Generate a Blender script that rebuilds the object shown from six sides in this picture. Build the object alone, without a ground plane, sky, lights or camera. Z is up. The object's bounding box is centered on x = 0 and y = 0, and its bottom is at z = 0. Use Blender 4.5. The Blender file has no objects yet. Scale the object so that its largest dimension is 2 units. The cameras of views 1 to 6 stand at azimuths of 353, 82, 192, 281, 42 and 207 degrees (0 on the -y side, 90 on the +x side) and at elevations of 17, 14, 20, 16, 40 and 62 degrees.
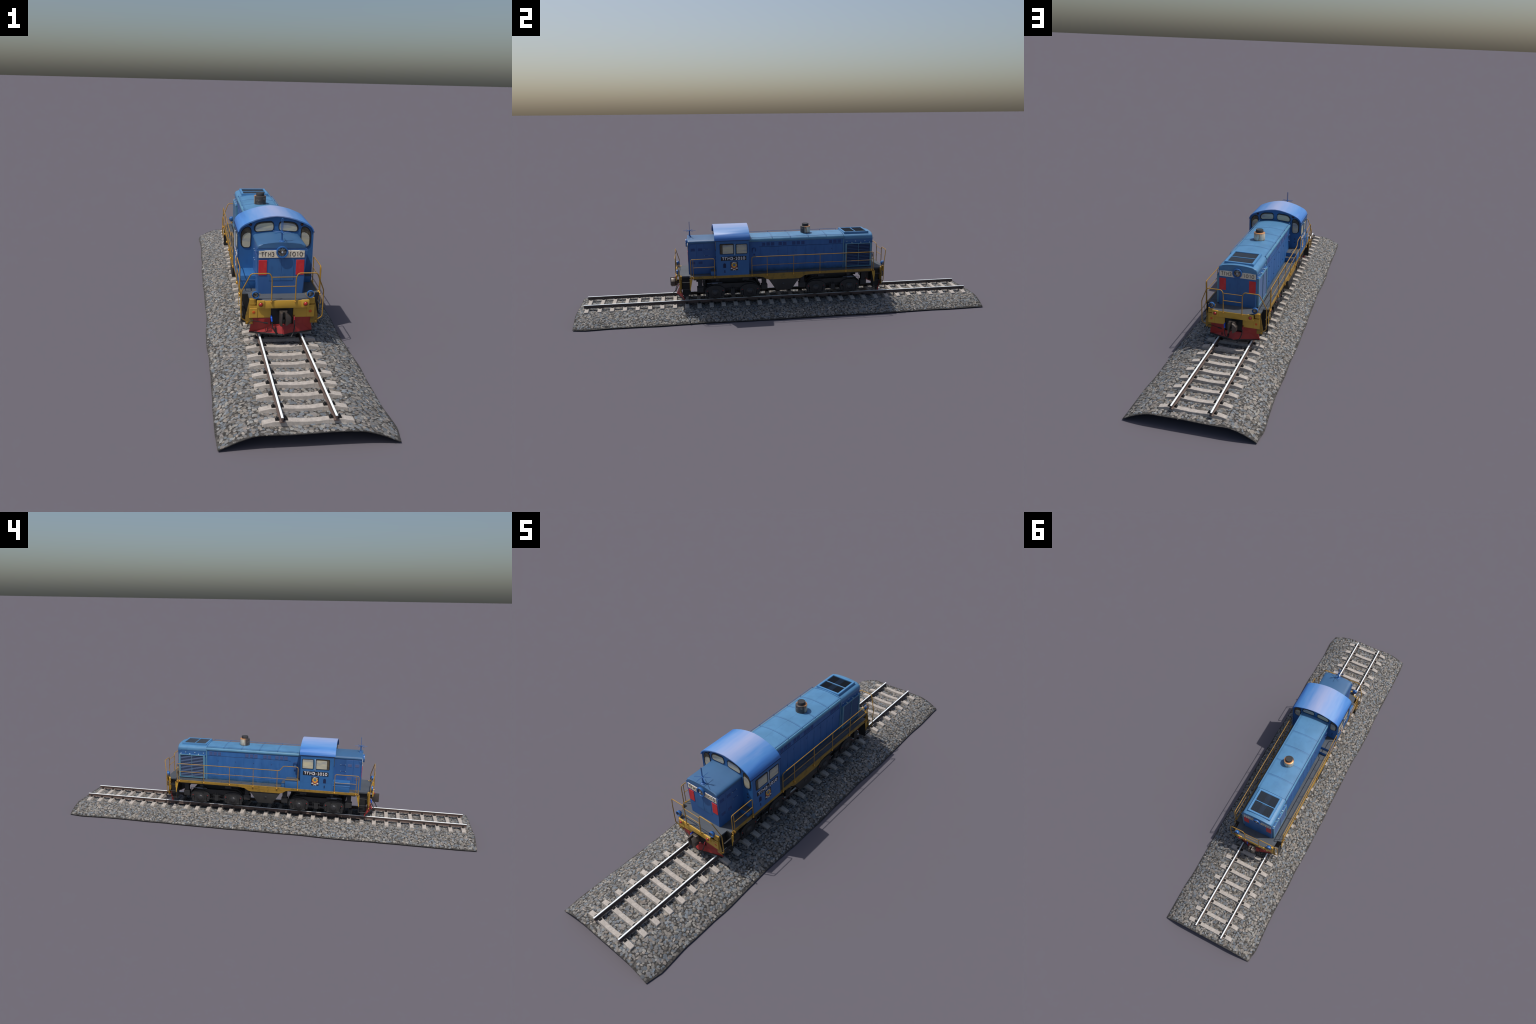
# Blue diesel shunting locomotive standing on a length of ballasted track.
# Frame: metres, z up, track along y, short hood and cab towards -y.
import bpy, bmesh, math, random
from mathutils import Vector, Matrix, noise

random.seed(7)
PI = math.pi
scene_col = bpy.context.scene.collection

# ------------------------------------------------------------------ materials
MATS = {}


def srgb(r, g, b):
    def f(c):
        c /= 255.0
        return c / 12.92 if c <= 0.04045 else ((c + 0.055) / 1.055) ** 2.4
    return (f(r), f(g), f(b), 1.0)


def new_mat(name):
    m = bpy.data.materials.new(name)
    m.use_nodes = True
    nt = m.node_tree
    bsdf = nt.nodes["Principled BSDF"]
    MATS[name] = m
    return m, nt, bsdf


def link(nt, a, b):
    nt.links.new(a, b)


def coords(nt):
    return nt.nodes.new("ShaderNodeTexCoord").outputs["Object"]


def noise_tex(nt, vec, scale, detail=3.0, rough=0.55):
    n = nt.nodes.new("ShaderNodeTexNoise")
    n.inputs["Scale"].default_value = scale
    n.inputs["Detail"].default_value = detail
    n.inputs["Roughness"].default_value = rough
    link(nt, vec, n.inputs["Vector"])
    return n.outputs["Fac"]


def stretch(nt, vec, sx, sy, sz):
    mp = nt.nodes.new("ShaderNodeMapping")
    mp.inputs["Scale"].default_value = (sx, sy, sz)
    link(nt, vec, mp.inputs["Vector"])
    return mp.outputs["Vector"]


def ramp(nt, fac, stops, mode="LINEAR"):
    r = nt.nodes.new("ShaderNodeValToRGB")
    r.color_ramp.interpolation = mode
    el = r.color_ramp.elements
    el[0].position, el[0].color = stops[0]
    el[1].position, el[1].color = stops[-1]
    for p, c in stops[1:-1]:
        e = el.new(p)
        e.color = c
    link(nt, fac, r.inputs["Fac"])
    return r.outputs["Color"]


def mix(nt, fac, a, b, mode="MIX"):
    m = nt.nodes.new("ShaderNodeMix")
    m.data_type = "RGBA"
    m.blend_type = mode
    for sock, v in ((m.inputs[0], fac), (m.inputs[6], a), (m.inputs[7], b)):
        if hasattr(v, "links"):
            link(nt, v, sock)
        else:
            sock.default_value = v
    return m.outputs[2]


def bump(nt, bsdf, height, strength=0.2, dist=0.001):
    b = nt.nodes.new("ShaderNodeBump")
    b.inputs["Strength"].default_value = strength
    b.inputs["Distance"].default_value = dist
    link(nt, height, b.inputs["Height"])
    link(nt, b.outputs["Normal"], bsdf.inputs["Normal"])


def paint(name, col, rough=0.45, vary=0.10, spec=0.5, metallic=0.0, grime=None, grime_amt=0.0, coat=0.0, streak=False):
    """Painted metal: base colour with faint large-scale fading, optional streaky grime."""
    m, nt, b = new_mat(name)
    v = coords(nt)
    c = srgb(*col)
    dark = tuple(x * (1 - vary) for x in c[:3]) + (1,)
    light = tuple(min(1, x * (1 + vary)) for x in c[:3]) + (1,)
    base = ramp(nt, noise_tex(nt, v, 14.0, 4.0), [(0.3, dark), (0.7, light)])
    if grime_amt > 0:
        gv = stretch(nt, v, 60, 60, 18) if streak else v
        gf = noise_tex(nt, gv, 1.0 if streak else 45.0, 5.0, 0.65)
        mask = ramp(nt, gf, [(0.52, (0, 0, 0, 1)), (0.75, (grime_amt,) * 3 + (1,))])
        base = mix(nt, mask, base, srgb(*grime))
    link(nt, base, b.inputs["Base Color"])
    b.inputs["Roughness"].default_value = rough
    b.inputs["Metallic"].default_value = metallic
    b.inputs["Specular IOR Level"].default_value = spec
    if coat:
        b.inputs["Coat Weight"].default_value = coat
        b.inputs["Coat Roughness"].default_value = 0.25
    return m


paint("blue_paint", (52, 100, 154), 0.48, 0.10, grime=(28, 62, 110), grime_amt=0.35, streak=True)
paint("door_blue_paint", (50, 100, 162), 0.45, 0.07, grime=(26, 60, 118), grime_amt=0.3, streak=True)
paint("cab_blue_paint", (48, 102, 158), 0.48, 0.07, grime=(30, 74, 130), grime_amt=0.25, streak=True)
paint("short_hood_blue_paint", (52, 96, 154), 0.46, 0.06, grime=(30, 70, 140), grime_amt=0.2, streak=True)
paint("roof_teal_paint", (80, 130, 170), 0.5, 0.10, grime=(60, 104, 150), grime_amt=0.35)
paint("short_roof_teal_paint", (58, 98, 138), 0.5, 0.08, grime=(48, 88, 132), grime_amt=0.3)
paint("cornice_paint", (86, 138, 172), 0.45, 0.12, grime=(120, 148, 140), grime_amt=0.35)
paint("lamp_blue_paint", (46, 98, 160), 0.36, 0.05)
paint("frame_trim_paint", (90, 138, 164), 0.45, 0.12, grime=(134, 156, 142), grime_amt=0.5, streak=True)  # blue lightened for the highlights along the frame edges
paint("louver_paint", (60, 82, 120), 0.5, 0.06)
paint("vent_paint", (50, 74, 128), 0.6, 0.15)
paint("dark_recess", (16, 32, 72), 0.7, 0.1)
paint("grille_dark", (40, 50, 64), 0.6, 0.1)
paint("yellow_paint", (148, 114, 38), 0.5, 0.12, grime=(76, 70, 34), grime_amt=0.9)
paint("bright_yellow_paint", (200, 156, 56), 0.42, 0.06, grime=(170, 120, 20), grime_amt=0.35)
paint("rail_yellow_paint", (164, 124, 46), 0.42, 0.12, grime=(130, 84, 30), grime_amt=0.4)
paint("bolt_brass", (212, 160, 70), 0.35, 0.2, metallic=0.6)
paint("red_paint", (160, 44, 42), 0.5, 0.10, grime=(96, 26, 26), grime_amt=0.5)
paint("signal_red_paint", (206, 44, 50), 0.45, 0.04, grime=(206, 96, 84), grime_amt=0.35)
paint("orange_reflector", (214, 92, 34), 0.35, 0.08)
paint("lamp_red", (170, 34, 30), 0.2, 0.05, coat=0.6)
paint("deck_grey", (74, 80, 88), 0.75, 0.10, grime=(56, 60, 66), grime_amt=0.5)
paint("deck_seam", (38, 40, 46), 0.8, 0.05)
paint("chassis_black", (34, 34, 36), 0.65, 0.2, grime=(58, 54, 48), grime_amt=0.5)
paint("bogie_grey", (40, 40, 41), 0.6, 0.15, grime=(74, 68, 60), grime_amt=0.5)
paint("tank_grey", (46, 45, 44), 0.6, 0.1, grime=(84, 78, 68), grime_amt=0.4, streak=True)
paint("hub_metal", (64, 64, 66), 0.4, 0.15, metallic=0.4, grime=(70, 66, 56), grime_amt=0.5)
paint("pipe_grey", (104, 112, 124), 0.4, 0.1, metallic=0.4)
paint("coupler_steel", (86, 80, 77), 0.45, 0.25, metallic=0.55, grime=(70, 60, 54), grime_amt=0.6)
paint("rubber_black", (18, 18, 20), 0.55, 0.1)
paint("hose_black", (28, 28, 30), 0.5, 0.1)
paint("hose_blue", (28, 92, 220), 0.4, 0.05)
paint("hose_red", (150, 36, 46), 0.45, 0.05)
paint("plate_cream", (230, 218, 196), 0.6, 0.06, grime=(150, 130, 100), grime_amt=0.4)
paint("stencil_brown", (58, 42, 36), 0.7, 0.1)
paint("sign_black", (20, 19, 18), 0.5, 0.05)
paint("sign_white", (226, 222, 226), 0.5, 0.03)
paint("emblem_navy", (30, 28, 48), 0.5, 0.05)
paint("emblem_yellow", (224, 176, 52), 0.5, 0.05)
paint("emblem_rose", (206, 92, 84), 0.5, 0.05)
paint("emblem_slate", (84, 104, 140), 0.5, 0.05)
paint("deflector_white", (176, 190, 206), 0.4, 0.06)
paint("latch_light", (150, 176, 192), 0.45, 0.1)
paint("antenna_blue", (48, 98, 160), 0.5, 0.05)
paint("roof_rail_blue", (60, 106, 156), 0.5, 0.05)
paint("gauge_dark", (44, 40, 44), 0.5, 0.1)
paint("rail_rust", (92, 77, 71), 0.7, 0.18, grime=(84, 66, 58), grime_amt=0.5)
paint("fastening_black", (22, 21, 22), 0.6, 0.1)
paint("dim_red_lens", (92, 38, 38), 0.35, 0.1)
paint("shutter_frame_paint", (80, 134, 180), 0.45, 0.06)
paint("roof_joint_paint", (72, 120, 160), 0.6, 0.1)
paint("stack_cap_dark", (52, 52, 54), 0.7, 0.1)


def mat_hood_side():
    """Engine hood side: blue with streaks and greenish-brown dirt that has collected above the walkway."""
    m, nt, b = new_mat("hood_side_paint")
    v = coords(nt)
    base = ramp(nt, noise_tex(nt, stretch(nt, v, 10, 10, 4), 3.0, 4.0), [(0.3, srgb(40, 92, 152)), (0.7, srgb(54, 106, 168))])
    sep = nt.nodes.new("ShaderNodeSeparateXYZ")
    link(nt, v, sep.inputs[0])
    mr = nt.nodes.new("ShaderNodeMapRange")
    mr.inputs["From Min"].default_value = 0.225
    mr.inputs["From Max"].default_value = 0.199
    link(nt, sep.outputs["Z"], mr.inputs["Value"])
    n1 = noise_tex(nt, v, 40.0, 6.0, 0.7)
    mul = nt.nodes.new("ShaderNodeMath")
    mul.operation = "MULTIPLY"
    link(nt, mr.outputs[0], mul.inputs[0])
    link(nt, n1, mul.inputs[1])
    mask = ramp(nt, mul.outputs[0], [(0.16, (0, 0, 0, 1)), (0.5, (0.85, 0.85, 0.85, 1))])
    col = mix(nt, mask, base, srgb(34, 66, 84))
    drip = noise_tex(nt, stretch(nt, v, 90, 90, 8), 1.0, 4.0, 0.6)
    dm = ramp(nt, drip, [(0.6, (0, 0, 0, 1)), (0.8, (0.45, 0.45, 0.45, 1))])
    col = mix(nt, dm, col, srgb(36, 108, 158))
    link(nt, col, b.inputs["Base Color"])
    b.inputs["Roughness"].default_value = 0.5


def mat_stack():
    """Exhaust drum: pale galvanised sheet with brown rust and soot of the foot and the -y side."""
    m, nt, b = new_mat("stack_metal")
    v = coords(nt)
    st = noise_tex(nt, stretch(nt, v, 80, 80, 16), 1.0, 5.0, 0.6)
    base = ramp(nt, st, [(0.34, srgb(236, 234, 214)), (0.5, srgb(216, 212, 192)), (0.62, srgb(176, 128, 84)), (0.76, srgb(92, 64, 48))])
    sep = nt.nodes.new("ShaderNodeSeparateXYZ")
    link(nt, v, sep.inputs[0])
    top = nt.nodes.new("ShaderNodeMapRange")
    top.inputs["From Min"].default_value = 0.3985
    top.inputs["From Max"].default_value = 0.4045
    link(nt, sep.outputs["Z"], top.inputs["Value"])
    base = mix(nt, top.outputs[0], base, srgb(214, 150, 98))
    foot = nt.nodes.new("ShaderNodeMapRange")
    foot.inputs["From Min"].default_value = 0.376
    foot.inputs["From Max"].default_value = 0.369
    link(nt, sep.outputs["Z"], foot.inputs["Value"])
    base = mix(nt, foot.outputs[0], base, srgb(62, 56, 52))
    darkening = nt.nodes.new("ShaderNodeMapRange")
    darkening.inputs["From Min"].default_value = 0.1310
    darkening.inputs["From Max"].default_value = 0.1180
    darkening.inputs["To Max"].default_value = 1.1
    link(nt, sep.outputs["Y"], darkening.inputs["Value"])
    sm = nt.nodes.new("ShaderNodeMath")
    sm.operation = "MULTIPLY"
    sm.use_clamp = True
    link(nt, darkening.outputs[0], sm.inputs[0])
    link(nt, ramp(nt, noise_tex(nt, v, 70.0, 4.0), [(0.25, (0.55, 0.55, 0.55, 1)), (0.5, (1, 1, 1, 1))]), sm.inputs[1])
    base = mix(nt, sm.outputs[0], base, srgb(78, 73, 71))
    link(nt, base, b.inputs["Base Color"])
    b.inputs["Metallic"].default_value = 0.3
    b.inputs["Roughness"].default_value = 0.4


def mat_concrete():
    m, nt, b = new_mat("sleeper_concrete")
    v = coords(nt)
    base = ramp(nt, noise_tex(nt, v, 90.0, 6.0, 0.65), [(0.3, srgb(154, 148, 142)), (0.55, srgb(178, 171, 164)), (0.75, srgb(194, 187, 180))])
    form = noise_tex(nt, stretch(nt, v, 160, 20, 20), 1.0, 3.0)
    base = mix(nt, ramp(nt, form, [(0.55, (0, 0, 0, 1)), (0.8, (0.4, 0.4, 0.4, 1))]), base, srgb(140, 128, 120))
    oi = nt.nodes.new("ShaderNodeObjectInfo")
    tone = ramp(nt, oi.outputs["Random"], [(0.0, (0.93, 0.92, 0.91, 1)), (1.0, (1.04, 1.03, 1.02, 1))])
    base = mix(nt, 1.0, base, tone, "MULTIPLY")
    link(nt, base, b.inputs["Base Color"])
    b.inputs["Roughness"].default_value = 0.85
    bump(nt, b, noise_tex(nt, v, 400.0, 4.0), 0.3, 0.0006)


STONE_STOPS = [(0.0, srgb(84, 82, 78)), (0.12, srgb(112, 106, 98)), (0.26, srgb(100, 108, 116)), (0.4, srgb(138, 131, 122)),
               (0.52, srgb(92, 100, 108)), (0.64, srgb(124, 116, 108)), (0.76, srgb(148, 146, 140)), (0.86, srgb(110, 120, 130)),
               (0.94, srgb(134, 124, 116)), (1.0, srgb(166, 160, 152))]


def mat_stone():
    m, nt, b = new_mat("ballast_stone")
    v = coords(nt)
    geo = nt.nodes.new("ShaderNodeNewGeometry")
    base = ramp(nt, geo.outputs["Random Per Island"], STONE_STOPS)
    grain = ramp(nt, noise_tex(nt, v, 260.0, 4.0, 0.6), [(0.3, (0.80, 0.80, 0.80, 1)), (0.7, (1.10, 1.10, 1.10, 1))])
    base = mix(nt, 1.0, base, grain, "MULTIPLY")
    link(nt, base, b.inputs["Base Color"])
    b.inputs["Roughness"].default_value = 0.85
    bump(nt, b, noise_tex(nt, v, 500.0, 3.0), 0.25, 0.0005)


def mat_bed():
    m, nt, b = new_mat("ballast_fines")
    v = coords(nt)
    vo = nt.nodes.new("ShaderNodeTexVoronoi")
    vo.inputs["Scale"].default_value = 190.0
    link(nt, v, vo.inputs["Vector"])
    sep = nt.nodes.new("ShaderNodeSeparateColor")
    link(nt, vo.outputs["Color"], sep.inputs[0])
    base = ramp(nt, sep.outputs[0], [(0.0, srgb(46, 44, 42)), (0.5, srgb(62, 60, 58)), (1.0, srgb(82, 79, 76))])
    link(nt, base, b.inputs["Base Color"])
    b.inputs["Roughness"].default_value = 0.95
    bump(nt, b, vo.outputs["Distance"], 0.5, 0.001)


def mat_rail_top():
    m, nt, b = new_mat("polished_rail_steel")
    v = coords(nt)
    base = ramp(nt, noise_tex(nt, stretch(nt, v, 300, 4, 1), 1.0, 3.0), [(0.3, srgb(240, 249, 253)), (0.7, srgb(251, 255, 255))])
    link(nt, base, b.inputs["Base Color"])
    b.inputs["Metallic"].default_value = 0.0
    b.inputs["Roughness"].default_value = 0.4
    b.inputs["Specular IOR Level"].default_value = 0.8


def mat_glass():
    """Cab panes: window reflection painted in cream and blue-grey, and a dark brown pane round it."""
    m, nt, b = new_mat("pane_painted_reflection")
    v = coords(nt)
    w = noise_tex(nt, stretch(nt, v, 12, 12, 40), 1.0, 3.0)
    base = ramp(nt, w, [(0.36, srgb(150, 154, 158)), (0.5, srgb(184, 180, 160)), (0.64, srgb(200, 192, 160))])
    blot = ramp(nt, noise_tex(nt, v, 120.0, 4.0), [(0.6, (0, 0, 0, 1)), (0.8, (0.3, 0.3, 0.3, 1))])
    base = mix(nt, blot, base, srgb(176, 150, 96))
    link(nt, base, b.inputs["Base Color"])
    b.inputs["Roughness"].default_value = 0.3
    b.inputs["Coat Weight"].default_value = 0.3
    m, nt, b = new_mat("dark_brown_pane")
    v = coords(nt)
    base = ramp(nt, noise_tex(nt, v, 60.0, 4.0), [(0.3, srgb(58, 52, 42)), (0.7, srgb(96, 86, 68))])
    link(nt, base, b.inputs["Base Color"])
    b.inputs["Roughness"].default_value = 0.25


def mat_lens():
    m, nt, b = new_mat("lamp_lens")
    b.inputs["Base Color"].default_value = srgb(150, 152, 152)
    b.inputs["Metallic"].default_value = 0.85
    b.inputs["Roughness"].default_value = 0.22
    v = coords(nt)
    base = ramp(nt, noise_tex(nt, v, 150.0, 2.0), [(0.4, srgb(70, 70, 68)), (0.6, srgb(150, 150, 148))])
    link(nt, base, b.inputs["Base Color"])



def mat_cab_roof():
    """Cab roof: glossy blue, with a pale lavender highlight painted along the crown."""
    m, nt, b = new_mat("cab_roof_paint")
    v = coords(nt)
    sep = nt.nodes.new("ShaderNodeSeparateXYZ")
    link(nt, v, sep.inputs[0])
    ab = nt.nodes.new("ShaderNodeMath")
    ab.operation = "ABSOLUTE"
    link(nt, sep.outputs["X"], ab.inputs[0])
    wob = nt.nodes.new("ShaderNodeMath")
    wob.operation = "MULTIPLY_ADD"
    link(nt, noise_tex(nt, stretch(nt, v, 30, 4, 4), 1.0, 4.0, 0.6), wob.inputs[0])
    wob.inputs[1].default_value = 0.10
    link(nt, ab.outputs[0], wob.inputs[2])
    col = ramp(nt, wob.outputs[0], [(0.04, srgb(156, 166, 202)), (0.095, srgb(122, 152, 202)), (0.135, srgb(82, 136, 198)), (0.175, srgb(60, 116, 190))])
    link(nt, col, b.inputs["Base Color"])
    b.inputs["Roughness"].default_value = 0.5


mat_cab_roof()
mat_hood_side(); mat_stack(); mat_concrete(); mat_stone(); mat_bed(); mat_rail_top(); mat_glass(); mat_lens()

# ------------------------------------------------------------------ geometry helpers


def empty(name, loc, parent=None):
    e = bpy.data.objects.new(name, None)
    e.empty_display_size = 0.05
    scene_col.objects.link(e)
    if parent:
        e.parent = parent
    e.location = loc
    return e


def obj(name, mesh, parent, mat=None, loc=None):
    o = bpy.data.objects.new(name, mesh)
    scene_col.objects.link(o)
    if mat and not mesh.materials:
        mesh.materials.append(MATS[mat])
    o.parent = parent
    if loc is not None:
        o.location = loc
    return o


def finish(bm, name, smooth=35.0):
    bmesh.ops.recalc_face_normals(bm, faces=bm.faces)
    me = bpy.data.meshes.new(name)
    bm.to_mesh(me)
    bm.free()
    if smooth:
        me.polygons.foreach_set("use_smooth", [True] * len(me.polygons))
        me.set_sharp_from_angle(angle=math.radians(smooth))
    return me


def bm_box(bm, lo, hi, bev=0.0, seg=2):
    vs = [bm.verts.new((x, y, z)) for x in (lo[0], hi[0]) for y in (lo[1], hi[1]) for z in (lo[2], hi[2])]
    fs = [(0, 1, 3, 2), (4, 6, 7, 5), (0, 4, 5, 1), (2, 3, 7, 6), (0, 2, 6, 4), (1, 5, 7, 3)]
    faces = [bm.faces.new([vs[i] for i in f]) for f in fs]
    if bev > 0:
        es = set(e for f in faces for e in f.edges)
        bmesh.ops.bevel(bm, geom=list(es), offset=bev, segments=seg, affect="EDGES", profile=0.5)


def axis_point(axis, a, b, c):
    """Map (a, b) of a cross-section and depth c to xyz. axis = extrusion axis."""
    if axis == "y":
        return (a, c, b)
    if axis == "x":
        return (c, a, b)
    return (a, b, c)


def bm_prism(bm, pts, axis, c0, c1, bev=0.0, seg=2, only=None):
    v0 = [bm.verts.new(axis_point(axis, a, b, c0)) for a, b in pts]
    v1 = [bm.verts.new(axis_point(axis, a, b, c1)) for a, b in pts]
    n = len(pts)
    caps = [bm.faces.new(v0), bm.faces.new(list(reversed(v1)))]
    for i in range(n):
        bm.faces.new((v0[i], v1[i], v1[(i + 1) % n], v0[(i + 1) % n]))
    if bev > 0:
        es = [e for f in caps for e in f.edges if only is None or only(e)]
        bmesh.ops.bevel(bm, geom=es, offset=bev, segments=seg, affect="EDGES", profile=0.5)


def bm_cyl(bm, p0, p1, r0, r1=None, n=16, caps=True):
    p0, p1 = Vector(p0), Vector(p1)
    r1 = r0 if r1 is None else r1
    d = (p1 - p0).normalized()
    u = d.orthogonal().normalized()
    w = d.cross(u)
    rings = []
    for p, r in ((p0, r0), (p1, r1)):
        rings.append([bm.verts.new(p + (u * math.cos(2 * PI * i / n) + w * math.sin(2 * PI * i / n)) * r) for i in range(n)])
    for i in range(n):
        j = (i + 1) % n
        bm.faces.new((rings[0][i], rings[0][j], rings[1][j], rings[1][i]))
    if caps:
        bm.faces.new(list(reversed(rings[0])))
        bm.faces.new(rings[1])


def bm_lathe(bm, origin, direction, prof, n=28):
    """Revolve profile [(distance along axis, radius)] round an axis."""
    o, d = Vector(origin), Vector(direction).normalized()
    u = d.orthogonal().normalized()
    w = d.cross(u)
    prev = None
    for t, r in prof:
        c = o + d * t
        if r < 1e-7:
            ring = [bm.verts.new(c)]
        else:
            ring = [bm.verts.new(c + (u * math.cos(2 * PI * i / n) + w * math.sin(2 * PI * i / n)) * r) for i in range(n)]
        if prev is not None:
            if len(prev) == 1 and len(ring) > 1:
                for i in range(n):
                    bm.faces.new((prev[0], ring[i], ring[(i + 1) % n]))
            elif len(ring) == 1 and len(prev) > 1:
                for i in range(n):
                    bm.faces.new((prev[i], ring[0], prev[(i + 1) % n]))
            elif len(ring) > 1:
                for i in range(n):
                    j = (i + 1) % n
                    bm.faces.new((prev[i], prev[j], ring[j], ring[i]))
        prev = ring


def round_path(pts, rad, seg=5, closed=False):
    """Round the inner corners of a polyline with fillets."""
    P = [Vector(p) for p in pts]
    out = []
    n = len(P)
    for i in range(n):
        if not closed and i in (0, n - 1):
            out.append(P[i])
            continue
        a, b, c = P[i - 1], P[i], P[(i + 1) % n]
        l = min(rad, (a - b).length * 0.48, (c - b).length * 0.48)
        s, e = b + (a - b).normalized() * l, b + (c - b).normalized() * l
        for k in range(seg + 1):
            t = k / seg
            out.append(s * (1 - t) ** 2 + b * 2 * t * (1 - t) + e * t * t)
    return out


def bm_tube(bm, pts, r, n=8, closed=False, caps=True):
    P = [Vector(p) for p in pts]
    m = len(P)
    tang = []
    for i in range(m):
        if closed:
            t = P[(i + 1) % m] - P[i - 1]
        else:
            t = P[min(i + 1, m - 1)] - P[max(i - 1, 0)]
        tang.append(t.normalized())
    u = tang[0].orthogonal().normalized()
    rings = []
    for i in range(m):
        u = (u - tang[i] * u.dot(tang[i]))
        u.normalize()
        w = tang[i].cross(u)
        rings.append([bm.verts.new(P[i] + (u * math.cos(2 * PI * k / n) + w * math.sin(2 * PI * k / n)) * r) for k in range(n)])
    for i in range(m if closed else m - 1):
        a, b = rings[i], rings[(i + 1) % m]
        for k in range(n):
            bm.faces.new((a[k], a[(k + 1) % n], b[(k + 1) % n], b[k]))
    if caps and not closed:
        bm.faces.new(list(reversed(rings[0])))
        bm.faces.new(rings[-1])


def box(name, lo, hi, mat, parent, bev=0.0, seg=2, smooth=35.0):
    bm = bmesh.new()
    lo2 = tuple(min(a, b) for a, b in zip(lo, hi))
    hi2 = tuple(max(a, b) for a, b in zip(lo, hi))
    bm_box(bm, lo2, hi2, bev, seg)
    return obj(name, finish(bm, name, smooth), parent, mat)


def prism(name, pts, axis, c0, c1, mat, parent, bev=0.0, seg=2, only=None, smooth=35.0):
    bm = bmesh.new()
    bm_prism(bm, pts, axis, c0, c1, bev, seg, only)
    return obj(name, finish(bm, name, smooth), parent, mat)


def tubes(name, specs, mat, parent, n=8):
    bm = bmesh.new()
    for pts, r, closed in specs:
        bm_tube(bm, pts, r, n, closed)
    return obj(name, finish(bm, name, 50), parent, mat)


def lathe(name, origin, direction, prof, mat, parent, n=28, smooth=40.0):
    bm = bmesh.new()
    bm_lathe(bm, origin, direction, prof, n)
    return obj(name, finish(bm, name, smooth), parent, mat)


def cyl(name, p0, p1, r, mat, parent, n=16, r1=None):
    bm = bmesh.new()
    bm_cyl(bm, p0, p1, r, r1, n)
    return obj(name, finish(bm, name, 40), parent, mat)


def mirror_x(pts):
    return [(-a, b) for a, b in reversed(pts)]


def both(pts):
    """Half profile from bottom right up to the centre -> closed symmetrical section."""
    return pts + [(-a, b) for a, b in reversed(pts) if a > 1e-6]


# ------------------------------------------------------------------ lettering (strokes)
def glyph_paths(ch):
    """Each glyph on a 0..w x 0..1 cell as centre-line strokes; returns (width, [(path, closed)])."""
    def arc(cx, cy, rx, ry, a0, a1, k=14):
        return [(cx + rx * math.cos(math.radians(a0 + (a1 - a0) * i / k)), cy + ry * math.sin(math.radians(a0 + (a1 - a0) * i / k))) for i in range(k + 1)]
    if ch == "T":
        return 0.72, [([(0, 1), (0.72, 1)], False), ([(0.36, 1), (0.36, 0)], False)]
    if ch == "G":   # Cyrillic ghe
        return 0.52, [([(0.04, 0), (0.04, 1), (0.52, 1)], False)]
    if ch == "M":
        return 0.80, [([(0.0, 0), (0.0, 1), (0.40, 0.38), (0.80, 1), (0.80, 0)], False)]
    if ch == "3":
        return 0.56, [(arc(0.24, 0.75, 0.27, 0.25, 160, -90) , False), (arc(0.24, 0.26, 0.30, 0.26, 90, -160), False)]
    if ch == "1":
        return 0.50, [([(0.06, 0.80), (0.27, 1.0), (0.27, 0.0)], False), ([(0.04, 0), (0.50, 0)], False)]
    if ch == "I":
        return 0.22, [([(0.0, 0.80), (0.16, 1.0), (0.16, 0.0)], False)]
    if ch == "0":
        return 0.60, [(arc(0.30, 0.5, 0.30, 0.5, 90, 450 - 360 / 24, 23), True)]
    if ch == "-":
        return 0.34, [([(0.02, 0.42), (0.32, 0.42)], False)]
    return 0.4, []


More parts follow.
